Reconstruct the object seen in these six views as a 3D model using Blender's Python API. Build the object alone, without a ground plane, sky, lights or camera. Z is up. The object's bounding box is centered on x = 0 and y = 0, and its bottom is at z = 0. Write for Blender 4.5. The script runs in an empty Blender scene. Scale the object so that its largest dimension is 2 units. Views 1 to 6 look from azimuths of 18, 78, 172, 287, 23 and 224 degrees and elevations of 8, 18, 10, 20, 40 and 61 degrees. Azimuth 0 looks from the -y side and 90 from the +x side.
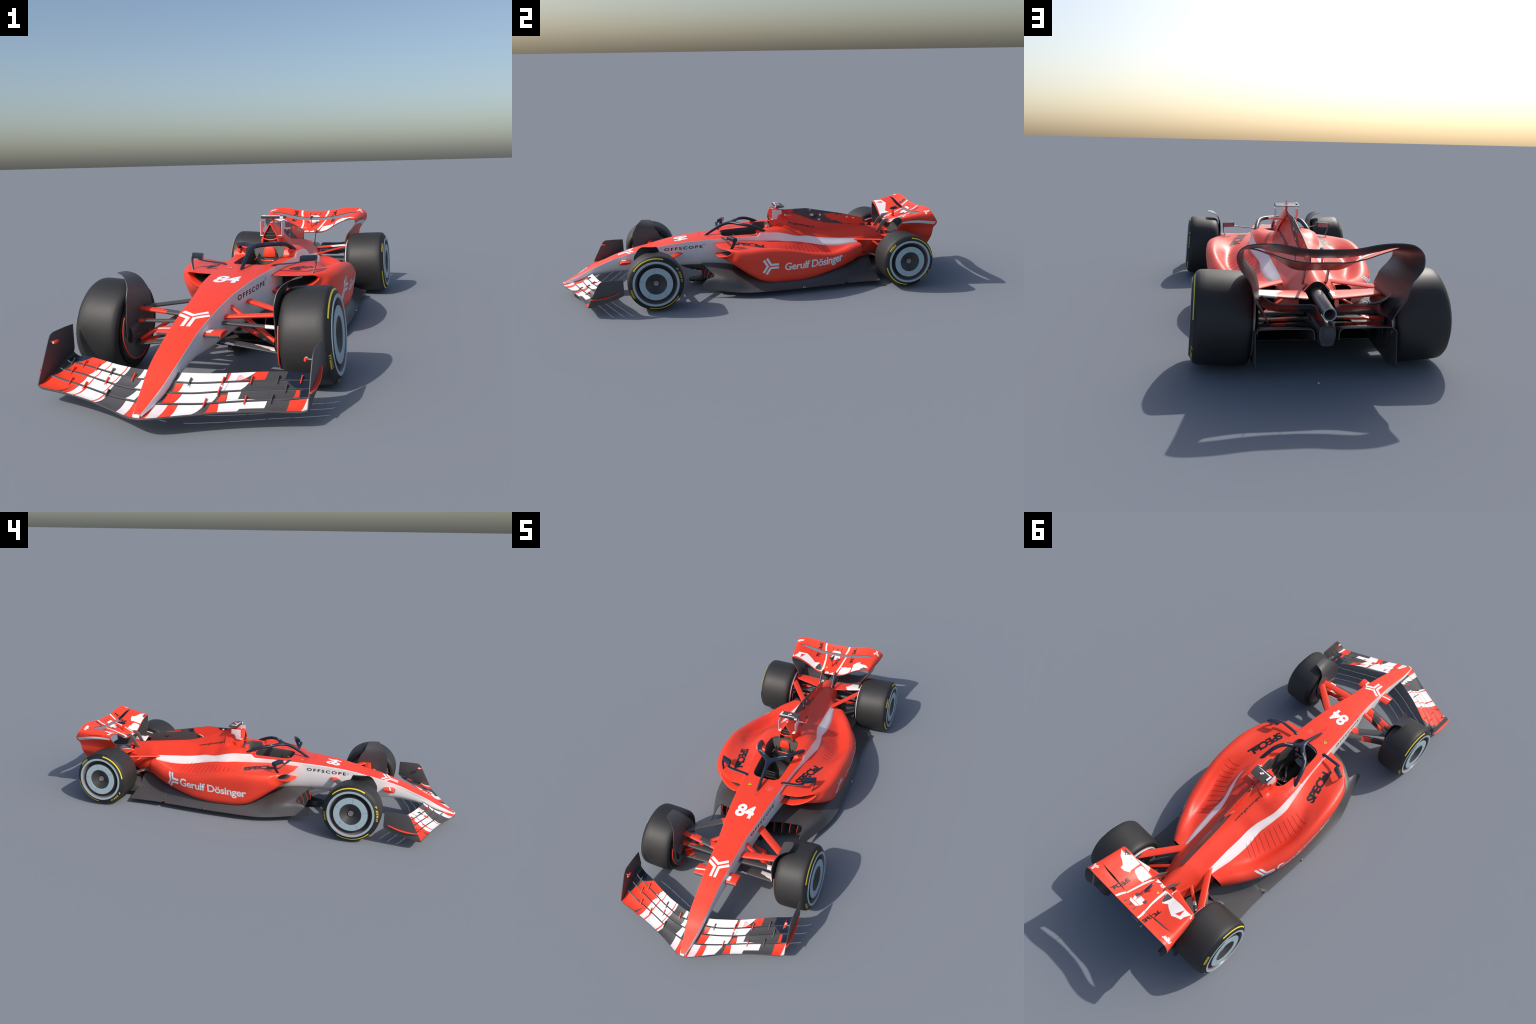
# Open-wheel racing car, red / white / dark livery.  Everything is built from
# profiles, sections and rules; +y is the rear of the car, +z is up.
import bpy, bmesh, math, random
from mathutils import Vector, Matrix
from mathutils.bvhtree import BVHTree

random.seed(84)
COL = bpy.context.scene.collection

# ------------------------------------------------------------------ materials
def _mat(name):
    m = bpy.data.materials.new(name)
    m.use_nodes = True
    nt = m.node_tree
    return m, nt, nt.nodes["Principled BSDF"]

def paint(name, rgb, rough=0.4, metallic=0.0, grain=0.04, scale=60.0, coat=0.0, spec=0.5):
    """Plain paint with a very fine procedural grain in colour and gloss."""
    m, nt, b = _mat(name)
    tc = nt.nodes.new("ShaderNodeTexCoord")
    nz = nt.nodes.new("ShaderNodeTexNoise")
    nz.inputs["Scale"].default_value = scale
    nz.inputs["Detail"].default_value = 3
    nt.links.new(tc.outputs["Object"], nz.inputs["Vector"])
    rp = nt.nodes.new("ShaderNodeValToRGB")
    lo = [max(0, c * (1 - grain)) for c in rgb]
    hi = [min(1, c * (1 + grain)) for c in rgb]
    rp.color_ramp.elements[0].position = 0.3
    rp.color_ramp.elements[1].position = 0.7
    rp.color_ramp.elements[0].color = (*lo, 1)
    rp.color_ramp.elements[1].color = (*hi, 1)
    nt.links.new(nz.outputs["Fac"], rp.inputs["Fac"])
    nt.links.new(rp.outputs["Color"], b.inputs["Base Color"])
    b.inputs["Roughness"].default_value = rough
    b.inputs["Metallic"].default_value = metallic
    b.inputs["Coat Weight"].default_value = coat
    b.inputs["Specular IOR Level"].default_value = spec
    return m

RED_C = (0.89, 0.056, 0.024)
WHITE_C = (0.93, 0.88, 0.87)
CARBON_C = (0.072, 0.068, 0.070)
NAVY_C = (0.012, 0.020, 0.040)

def camo(name, stops, scale=14.0, stretch=(1, 1, 1), rough=0.4, seed=0.0):
    """Hard-edged livery patches: distorted Voronoi cells through a constant ramp."""
    m, nt, b = _mat(name)
    tc = nt.nodes.new("ShaderNodeTexCoord")
    mp = nt.nodes.new("ShaderNodeMapping")
    mp.inputs["Scale"].default_value = stretch
    mp.inputs["Location"].default_value = (seed, seed * 1.7, seed * 0.6)
    nt.links.new(tc.outputs["Object"], mp.inputs["Vector"])
    nz = nt.nodes.new("ShaderNodeTexNoise")
    nz.inputs["Scale"].default_value = scale * 1.5
    nt.links.new(mp.outputs["Vector"], nz.inputs["Vector"])
    mx = nt.nodes.new("ShaderNodeMix")
    mx.data_type = 'VECTOR'
    mx.inputs[0].default_value = 0.06
    nt.links.new(mp.outputs["Vector"], mx.inputs[4])
    nt.links.new(nz.outputs["Color"], mx.inputs[5])
    vo = nt.nodes.new("ShaderNodeTexVoronoi")
    vo.inputs["Scale"].default_value = scale
    nt.links.new(mx.outputs[1], vo.inputs["Vector"])
    sp = nt.nodes.new("ShaderNodeSeparateColor")
    nt.links.new(vo.outputs["Color"], sp.inputs["Color"])
    rp = nt.nodes.new("ShaderNodeValToRGB")
    cr = rp.color_ramp
    cr.interpolation = 'CONSTANT'
    while len(cr.elements) < len(stops):
        cr.elements.new(0.5)
    for e, (p, c) in zip(cr.elements, stops):
        e.position = p
        e.color = (*c, 1)
    nt.links.new(sp.outputs[0], rp.inputs["Fac"])
    nt.links.new(rp.outputs["Color"], b.inputs["Base Color"])
    b.inputs["Roughness"].default_value = rough
    return m

RED = paint("red_paint", RED_C, 0.42, grain=0.015)
WHITE = paint("white_paint", WHITE_C, 0.42, grain=0.01)
CARBON = paint("carbon_grey", CARBON_C, 0.45, grain=0.10, scale=300)
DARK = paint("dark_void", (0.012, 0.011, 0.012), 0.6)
INNER = paint("cockpit_carbon", (0.085, 0.082, 0.078), 0.5)
NAVY = paint("navy_paint", NAVY_C, 0.38)
BLACK = paint("black_print", (0.012, 0.012, 0.014), 0.45)
YELLOW = paint("yellow_print", (0.80, 0.60, 0.03), 0.5)
TYRE = paint("tyre_rubber", (0.026, 0.025, 0.025), 0.55, grain=0.12, scale=180)
SIDEWALL = paint("tyre_sidewall", (0.011, 0.0115, 0.012), 0.6, grain=0.1, scale=180)
SLATE = paint("slate_rim", (0.36, 0.47, 0.52), 0.45, grain=0.02)
RIMWALL = paint("rim_wall", (0.22, 0.17, 0.18), 0.35)
HUBDARK = paint("hub_dark", (0.040, 0.040, 0.041), 0.45)
METAL = paint("exhaust_metal", (0.24, 0.22, 0.23), 0.4, metallic=0.3)
STEEL = paint("strut_grey", (0.16, 0.15, 0.145), 0.35, metallic=0.2)
GREY = paint("grey_print", (0.075, 0.072, 0.074), 0.45)
COOL_WHITE = paint("cool_white_print", (0.80, 0.83, 0.86), 0.45)
MIRROR = paint("mirror_glass", (0.32, 0.20, 0.21), 0.25)
PALE = paint("pale_pink_white", (0.80, 0.70, 0.71), 0.45)
ARM = camo("arm_livery", [(0, RED_C), (0.50, CARBON_C), (0.66, RED_C), (0.97, WHITE_C)], 15, (1, 1, 0.5), seed=2.9)
ARM2 = camo("arm_livery_dark", [(0, CARBON_C), (0.45, RED_C), (0.70, CARBON_C), (0.93, WHITE_C)], 17, (1, 1, 0.5), seed=5.1)
FIN_CAMO = camo("fin_livery", [(0, CARBON_C), (0.62, (0.030, 0.022, 0.036)), (0.70, RED_C), (0.90, PALE_C := (0.55, 0.46, 0.47))], 20, (1, 1, 1.6), seed=3.3)
DRUM = camo("drum_livery", [(0, CARBON_C), (0.60, NAVY_C), (0.70, CARBON_C), (0.90, RED_C)], 15, seed=1.2)

# ------------------------------------------------------------------ scene tree
car = bpy.data.objects.new("racing_car", None)
COL.objects.link(car)
car["label"] = "red and white open-wheel racing car with halo and wings"
car["category"] = "race car"

def link(obj, parent=car):
    COL.objects.link(obj)
    obj.parent = parent
    return obj

# ------------------------------------------------------------------ maths
def pchip(xs, ys, x):
    """Monotone cubic through the key values."""
    n = len(xs)
    if x <= xs[0]:
        return ys[0]
    if x >= xs[-1]:
        return ys[-1]
    i = 0
    while x > xs[i + 1]:
        i += 1
    h = [xs[k + 1] - xs[k] for k in range(n - 1)]
    d = [(ys[k + 1] - ys[k]) / h[k] for k in range(n - 1)]
    def slope(k):
        if k == 0:
            return d[0]
        if k == n - 1:
            return d[-1]
        if d[k - 1] * d[k] <= 0:
            return 0.0
        w1, w2 = 2 * h[k] + h[k - 1], h[k] + 2 * h[k - 1]
        return (w1 + w2) / (w1 / d[k - 1] + w2 / d[k])
    t = (x - xs[i]) / h[i]
    m0, m1 = slope(i) * h[i], slope(i + 1) * h[i]
    a, b = ys[i], ys[i + 1]
    return (a * (2 * t**3 - 3 * t**2 + 1) + m0 * (t**3 - 2 * t**2 + t)
            + b * (-2 * t**3 + 3 * t**2) + m1 * (t**3 - t**2))

class Table:
    """Key rows (x, v1, v2, ...) interpolated column by column."""
    def __init__(self, rows):
        rows = sorted(rows)
        self.x = [r[0] for r in rows]
        self.c = [[r[k] for r in rows] for k in range(1, len(rows[0]))]
    def __call__(self, x, k=None):
        if k is not None:
            return pchip(self.x, self.c[k], x)
        return [pchip(self.x, c, x) for c in self.c]

def spline(pts, n, closed=False):
    """Centripetal Catmull-Rom resampled evenly in length."""
    P = [Vector(p) for p in pts]
    m = len(P)
    if closed:
        Q = [P[-1]] + P + [P[0], P[1]]
        segs = m
    else:
        Q = [P[0] * 2 - P[1]] + P + [P[-1] * 2 - P[-2]]
        segs = m - 1
    fine = []
    for i in range(segs):
        p0, p1, p2, p3 = Q[i:i + 4]
        t0 = 0.0
        t1 = t0 + max((p1 - p0).length, 1e-9) ** 0.5
        t2 = t1 + max((p2 - p1).length, 1e-9) ** 0.5
        t3 = t2 + max((p3 - p2).length, 1e-9) ** 0.5
        for k in range(16):
            t = t1 + (t2 - t1) * k / 16
            a1 = p0 * ((t1 - t) / (t1 - t0)) + p1 * ((t - t0) / (t1 - t0))
            a2 = p1 * ((t2 - t) / (t2 - t1)) + p2 * ((t - t1) / (t2 - t1))
            a3 = p2 * ((t3 - t) / (t3 - t2)) + p3 * ((t - t2) / (t3 - t2))
            b1 = a1 * ((t2 - t) / (t2 - t0)) + a2 * ((t - t0) / (t2 - t0))
            b2 = a2 * ((t3 - t) / (t3 - t1)) + a3 * ((t - t1) / (t3 - t1))
            fine.append(b1 * ((t2 - t) / (t2 - t1)) + b2 * ((t - t1) / (t2 - t1)))
    fine.append(P[0].copy() if closed else P[-1].copy())
    L = [0.0]
    for a, b in zip(fine, fine[1:]):
        L.append(L[-1] + (b - a).length)
    out, j = [], 0
    cnt = n + 1 if closed else n
    for i in range(cnt):
        s = L[-1] * i / (cnt - 1)
        while j < len(L) - 2 and L[j + 1] < s:
            j += 1
        d = L[j + 1] - L[j]
        out.append(fine[j].lerp(fine[j + 1], (s - L[j]) / d if d > 1e-12 else 0))
    return out[:-1] if closed else out

def frange(a, b, n):
    return [a + (b - a) * i / (n - 1) for i in range(n)]

MX = lambda p: Vector((-p[0], p[1], p[2]))

# ------------------------------------------------------------------ mesh makers
def mesh_obj(name, verts, faces, mats, parent=car, smooth=True, angle=None, mat_idx=None):
    me = bpy.data.meshes.new(name)
    me.from_pydata([tuple(v) for v in verts], [], faces)
    for m in (mats if isinstance(mats, (list, tuple)) else [mats]):
        me.materials.append(m)
    if mat_idx:
        me.polygons.foreach_set("material_index", mat_idx)
    me.polygons.foreach_set("use_smooth", [smooth] * len(me.polygons))
    me.update()
    if angle:
        me.set_sharp_from_angle(angle=math.radians(angle))
    return link(bpy.data.objects.new(name, me), parent)

def grid_data(rows, close_v=False, close_u=False):
    nu, nv = len(rows), len(rows[0])
    verts = [v for r in rows for v in r]
    faces = []
    for i in range(nu if close_u else nu - 1):
        for j in range(nv if close_v else nv - 1):
            a = i * nv + j
            b = i * nv + (j + 1) % nv
            c = ((i + 1) % nu) * nv + (j + 1) % nv
            d = ((i + 1) % nu) * nv + j
            faces.append((a, b, c, d))
    return verts, faces

def clean(obj, flip=False, recalc=True, dist=1e-6):
    bm = bmesh.new()
    bm.from_mesh(obj.data)
    bmesh.ops.remove_doubles(bm, verts=bm.verts, dist=dist)
    bmesh.ops.dissolve_degenerate(bm, edges=bm.edges, dist=1e-7)
    if recalc:
        bmesh.ops.recalc_face_normals(bm, faces=bm.faces)
    if flip:
        bmesh.ops.reverse_faces(bm, faces=bm.faces)
    bm.to_mesh(obj.data)
    bm.free()
    return obj

def grid(name, rows, mat, parent=car, close_v=False, close_u=False, thick=0.0, cap=False, angle=50, flip=False, offset=-1):
    v, f = grid_data(rows, close_v, close_u)
    nv = len(rows[0])
    if cap:
        f.append(tuple(range(nv))[::-1])
        f.append(tuple(range((len(rows) - 1) * nv, len(rows) * nv)))
    o = mesh_obj(name, v, f, mat, parent)
    clean(o, recalc=cap or close_u, flip=flip)
    if thick:
        mod = o.modifiers.new("shell", 'SOLIDIFY')
        mod.thickness = thick
        mod.offset = offset
        if isinstance(mat, (list, tuple)) and len(mat) > 1:
            mod.material_offset = 1
            mod.material_offset_rim = len(mat) - 1
    bake(o)
    o.data.set_sharp_from_angle(angle=math.radians(angle))
    return o

def bake(o):
    if not o.modifiers:
        return o
    bpy.context.view_layer.update()
    dg = bpy.context.evaluated_depsgraph_get()
    me = bpy.data.meshes.new_from_object(o.evaluated_get(dg))
    old = o.data
    o.modifiers.clear()
    o.data = me
    bpy.data.meshes.remove(old)
    return o

def tube(name, pts, radii, mat, parent=car, seg=16, up=(0, 0, 1), cap=True):
    """radii: one (rx, rz) pair per point (rz along 'up')."""
    P = [Vector(p) for p in pts]
    rows = []
    for i, p in enumerate(P):
        t = (P[min(i + 1, len(P) - 1)] - P[max(i - 1, 0)]).normalized()
        a = t.cross(Vector(up)).normalized()
        b = a.cross(t)
        r = radii[i] if isinstance(radii[0], (tuple, list)) else radii
        rows.append([p + a * (r[0] * math.cos(2 * math.pi * k / seg)) + b * (r[1] * math.sin(2 * math.pi * k / seg)) for k in range(seg)])
    return grid(name, rows, mat, parent, close_v=True, cap=cap)

def foil_arm(name, p0, p1, chord, thick, mat, parent=car, cdir=(0, 1, 0), n=10, chord1=None, bow=(0, 0, 0)):
    """Streamlined strut: round nose, sharp tail, chord along cdir."""
    p0, p1 = Vector(p0), Vector(p1)
    ax = (p1 - p0).normalized()
    c = Vector(cdir)
    c = (c - ax * c.dot(ax)).normalized()
    h = ax.cross(c)
    rows = []
    chord1 = chord1 or chord
    seg = 20
    for i in range(n):
        t = i / (n - 1)
        p = p0.lerp(p1, t) + Vector(bow) * (4 * t * (1 - t))
        ch = chord + (chord1 - chord) * t
        row = []
        for k in range(seg):
            a = 2 * math.pi * k / seg
            u = -math.cos(a) * 0.5
            w = math.sin(a) * (1 - 0.45 * (u + 0.5)) * 0.5
            row.append(p + c * (u * ch) + h * (w * thick * 1.15))
        rows.append(row)
    return grid(name, rows, mat, parent, close_v=True, cap=True)

def prism(name, outline, lo, hi, axis, mat, parent=car, bevel=0.0):
    """Extrude a 2D outline (in the two other axes) from lo to hi along axis."""
    def P(a, b, c):
        return {0: (c, a, b), 1: (a, c, b), 2: (a, b, c)}[axis]
    n = len(outline)
    v = [P(a, b, lo) for a, b in outline] + [P(a, b, hi) for a, b in outline]
    f = [tuple(range(n))[::-1], tuple(range(n, 2 * n))]
    f += [(i, (i + 1) % n, n + (i + 1) % n, n + i) for i in range(n)]
    o = mesh_obj(name, v, f, mat, parent)
    clean(o)
    if bevel:
        m = o.modifiers.new("edge", 'BEVEL')
        m.width = bevel
        m.segments = 3
        m.limit_method = 'ANGLE'
        bake(o)
    o.data.set_sharp_from_angle(angle=math.radians(40))
    return o

def box(name, lo, hi, mat, parent=car, bevel=0.002):
    return prism(name, [(lo[0], lo[1]), (hi[0], lo[1]), (hi[0], hi[1]), (lo[0], hi[1])], lo[2], hi[2], 2, mat, parent, bevel)

def join(objs, name):
    """Merge several helper meshes into the first one."""
    bm = bmesh.new()
    mats = []
    for o in objs:
        base = []
        for m in o.data.materials:
            if m not in mats:
                mats.append(m)
            base.append(mats.index(m))
        k = len(bm.faces)
        tmp = o.data.copy()
        tmp.transform(o.matrix_world)
        bm.from_mesh(tmp)
        bpy.data.meshes.remove(tmp)
        bm.faces.ensure_lookup_table()
        for f in bm.faces[k:]:
            f.material_index = base[f.material_index] if base else 0
    me = bpy.data.meshes.new(name)
    bm.to_mesh(me)
    bm.free()
    for m in mats:
        me.materials.append(m)
    par = objs[0].parent
    for o in objs:
        d = o.data
        bpy.data.objects.remove(o)
        bpy.data.meshes.remove(d)
    o = bpy.data.objects.new(name, me)
    link(o, par)
    o.data.set_sharp_from_angle(angle=math.radians(45))
    return o

def mirror_copy(o, name=None):
    me = o.data.copy()
    me.transform(Matrix.Diagonal((-1, 1, 1, 1)))
    me.flip_normals()
    n = bpy.data.objects.new(name or o.name.split('.')[0], me)
    link(n, o.parent)
    return n

def both(o):
    return [o, mirror_copy(o)]

# ------------------------------------------------------------------ main body
EDGE = Table([  # y, half width and height of the crease between top and flank
    (-0.992, 0.009, 0.061), (-0.970, 0.015, 0.072), (-0.944, 0.020, 0.084), (-0.900, 0.028, 0.105), (-0.875, 0.032, 0.119),
    (-0.823, 0.037, 0.143), (-0.784, 0.039, 0.158), (-0.717, 0.042, 0.184), (-0.659, 0.046, 0.2005),
    (-0.600, 0.050, 0.215), (-0.550, 0.053, 0.2245), (-0.493, 0.059, 0.2365), (-0.419, 0.070, 0.249),
    (-0.344, 0.079, 0.257), (-0.267, 0.087, 0.262), (-0.199, 0.092, 0.265), (-0.161, 0.096, 0.267),
    (-0.060, 0.107, 0.270), (0.022, 0.116, 0.272), (0.030, 0.1175, 0.2745), (0.043, 0.121, 0.289), (0.060, 0.123, 0.290), (0.102, 0.127, 0.289),
    (0.151, 0.127, 0.284), (0.202, 0.125, 0.271), (0.255, 0.111, 0.2545), (0.310, 0.094, 0.247),
    (0.364, 0.084, 0.2325), (0.415, 0.083, 0.224), (0.492, 0.079, 0.215), (0.600, 0.079, 0.206),
    (0.640, 0.082, 0.190), (0.680, 0.074, 0.186), (0.740, 0.062, 0.190), (0.786, 0.053, 0.198)])
STRIPE = Table([  # y, lower edge of the white flank stripe
    (-0.992, 0.0095, 0.058), (-0.900, 0.0285, 0.099), (-0.717, 0.0425, 0.172), (-0.493, 0.059, 0.222), (-0.203, 0.0925, 0.244),
    (-0.040, 0.109, 0.250), (0.030, 0.121, 0.248), (0.077, 0.130, 0.2475), (0.120, 0.138, 0.2465), (0.171, 0.146, 0.243),
    (0.247, 0.136, 0.2305), (0.327, 0.1205, 0.210), (0.402, 0.1225, 0.195), (0.452, 0.1195, 0.1885), (0.500, 0.114, 0.186),
    (0.559, 0.103, 0.186), (0.605, 0.0965, 0.187), (0.650, 0.095, 0.168), (0.700, 0.077, 0.168), (0.740, 0.063, 0.168), (0.786, 0.054, 0.172)])
BELLY = Table([  # y, half width and height of the lower corner
    (-0.992, 0.006, 0.054), (-0.940, 0.015, 0.060), (-0.880, 0.023, 0.078), (-0.838, 0.027, 0.092), (-0.760, 0.031, 0.106),
    (-0.700, 0.036, 0.113), (-0.640, 0.041, 0.113), (-0.500, 0.050, 0.117), (-0.365, 0.060, 0.124),
    (-0.270, 0.067, 0.121), (-0.100, 0.080, 0.105), (0.150, 0.085, 0.070), (0.605, 0.085, 0.080), (0.786, 0.050, 0.120)])
Q = [0, 0.1, 0.25, 0.35, 0.45, 0.6, 0.8, 1.0]
CROWN = [  # y, heights over the half width fractions Q
    (0.030, .275, .275, .275, .275, .275, .275, .275, .2745),
    (0.045, .296, .296, .296, .296, .297, .298, .298, .290),
    (0.100, .300, .300, .300, .300, .301, .302, .300, .289),
    (0.140, .298, .298, .298, .299, .300, .301, .299, .2855),
    (0.175, .300, .300, .299, .299, .299, .298, .294, .278),
    (0.200, .376, .366, .331, .309, .298, .293, .286, .271),
    (0.255, .362, .336, .303, .290, .282, .274, .266, .2545),
    (0.310, .340, .316, .290, .280, .273, .266, .258, .247),
    (0.364, .316, .294, .274, .267, .262, .255, .246, .2325),
    (0.430, .296, .279, .265, .259, .255, .248, .238, .2225),
    (0.526, .281, .270, .259, .253, .248, .240, .228, .2125),
    (0.600, .270, .264, .255, .249, .243, .233, .218, .206),
    (0.680, .259, .257, .251, .245, .238, .226, .207, .186),
    (0.740, .248, .247, .243, .238, .232, .222, .207, .190),
    (0.786, .242, .241, .238, .234, .229, .220, .209, .198)]
CROWN_T = Table(CROWN)

def top_z(x, y):
    xe, ze = EDGE(y)
    q = min(1.0, x / xe)
    if y < 0.030:
        bulge = 0.0022 * min(1, (y + 0.992) / 0.2)
        return ze + bulge * (1 - q * q)
    return pchip(Q, CROWN_T(y), q)

OPEN_Y0, OPEN_Y1 = -0.154, 0.137
OPENING = Table([(-0.154, 0.0), (-0.1535, 0.020), (-0.152, 0.036), (-0.148, 0.047), (-0.140, 0.0565), (-0.128, 0.0625), (-0.100, 0.066), (0.0, 0.071),
                 (0.060, 0.073), (0.095, 0.070), (0.115, 0.061), (0.126, 0.048), (0.133, 0.032), (0.136, 0.018), (0.137, 0.0)])

def stations():
    ys = [-0.992, -0.985] + frange(-0.975, -0.165, 90)
    ys += [OPEN_Y0 - 0.003, OPEN_Y0, -0.1538, -0.1535, -0.153, -0.152, -0.150, -0.148, -0.144, -0.14, -0.134, -0.128]
    ys += frange(-0.12, 0.018, 26) + frange(0.021, 0.055, 16) + frange(0.06, 0.11, 10)
    ys += [0.115, 0.12, 0.123, 0.126, 0.1285, 0.131, 0.133, 0.1345, 0.136, 0.1366, OPEN_Y1, 0.14]
    ys += frange(0.147, 0.60, 60) + frange(0.606, 0.786, 26)
    return ys

NT = 22   # points across the top
def body_row(y):
    xe, ze = EDGE(y)
    x0 = OPENING(y, 0) if OPEN_Y0 < y < OPEN_Y1 else 0.0
    fil = min(0.0022, xe * 0.2)
    row = []
    for i in range(NT):
        t = i / (NT - 1)
        x = x0 + (xe - fil - x0) * t
        z = top_z(x, y)
        if x0 > 0 and i == 0:
            z -= 0.001
        row.append(Vector((x, y, z)))
    zt = row[-1].z
    xs, zs = STRIPE(y)
    xb, zb = BELLY(y)
    row.append(Vector((xe - fil * 0.3, y, zt - fil * 0.35)))          # rounded crease
    row.append(Vector((xe, y, zt - fil)))
    xs = max(xs, xe - 0.001)
    for t in (0.33, 0.66, 1.0):
        row.append(Vector((xe + (xs - xe) * t, y, (zt - fil) + (zs - zt + fil) * t)))
    h = zs - zb
    bul = 0.002 if y < 0.6 else 0.008
    for t in (0.2, 0.4, 0.6, 0.8):
        x = xs + (xb + 0.004 - xs) * t ** 1.8 + bul * math.sin(math.pi * t)
        row.append(Vector((x, y, zs - h * t)))
    row.append(Vector((xb + 0.001, y, zb + 0.006)))
    row.append(Vector((xb - 0.006, y, zb)))
    row.append(Vector((0, y, zb)))
    return row

YS = stations()
BODY = [body_row(y) for y in YS]
JE, JS = NT, NT + 4          # column of the crease / of the stripe's lower edge

def body_regions():
    full = [[MX(p) for p in r[::-1]] + [p for p in r] for r in BODY]
    nv = len(full[0])
    nr = len(BODY[0])
    verts = [v for r in full for v in r]
    regs = {"nose": [], "cockpit_surround": [], "engine_cover": [], "chassis_flank": [], "side_stripe": []}
    for i in range(len(full) - 1):
        y = (YS[i] + YS[i + 1]) / 2
        for j in range(nv - 1):
            k = j - nr if j >= nr else nr - 2 - j      # column index of the half section
            if j == nr - 1:
                continue            # the two halves meet (or leave the cockpit open) here
            f = (i * nv + j, i * nv + j + 1, (i + 1) * nv + j + 1, (i + 1) * nv + j)
            if k < JE:
                key = "nose" if y < -0.16 else ("cockpit_surround" if y < 0.14 else "engine_cover")
            elif k < JS:
                key = "chassis_flank" if y < -0.16 else ("side_stripe" if y < 0.603 else "engine_cover")
            else:
                key = "chassis_flank" if y < 0.30 else "engine_cover"
            regs[key].append(f)
    whole = mesh_obj("body_helper", verts, [f for r in regs.values() for f in r], RED)
    normals = [n.vector.copy() for n in whole.data.vertex_normals]
    for i in range(len(full)):      # share the normal along the centre line
        for p, q in ((i * nv + nr - 1, i * nv + nr), (i * nv, i * nv + nv - 1)):
            if (verts[p] - verts[q]).length < 1e-6:
                m = (normals[p] + normals[q]).normalized()
                normals[p] = normals[q] = m
    # orient outwards
    c = whole.data.vertices[len(full) // 3 * nv + nr]
    if normals[len(full) // 3 * nv + nr].z < 0:
        flip = True
        normals = [-n for n in normals]
    else:
        flip = False
    out = {}
    mats = {"nose": RED, "cockpit_surround": RED, "engine_cover": RED, "chassis_flank": WHITE, "side_stripe": WHITE}
    for key, fs in regs.items():
        used = sorted({i for f in fs for i in f})
        idx = {v: n for n, v in enumerate(used)}
        fl = [tuple(idx[i] for i in (f[::-1] if flip else f)) for f in fs]
        o = mesh_obj(key, [verts[i] for i in used], fl, mats[key])
        o.data.normals_split_custom_set_from_vertices([tuple(normals[i]) for i in used])
        out[key] = o
    d = whole.data
    bpy.data.objects.remove(whole)
    return out, d
REG, BODY_ME = body_regions()

# nose tip cap
prism("nose_tip", [(-0.0085, 0.054), (0.0085, 0.054), (0.0092, 0.0605), (0.0, 0.0615), (-0.0092, 0.0605)], -0.9965, -0.9915, 1, WHITE, bevel=0.001)

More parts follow.
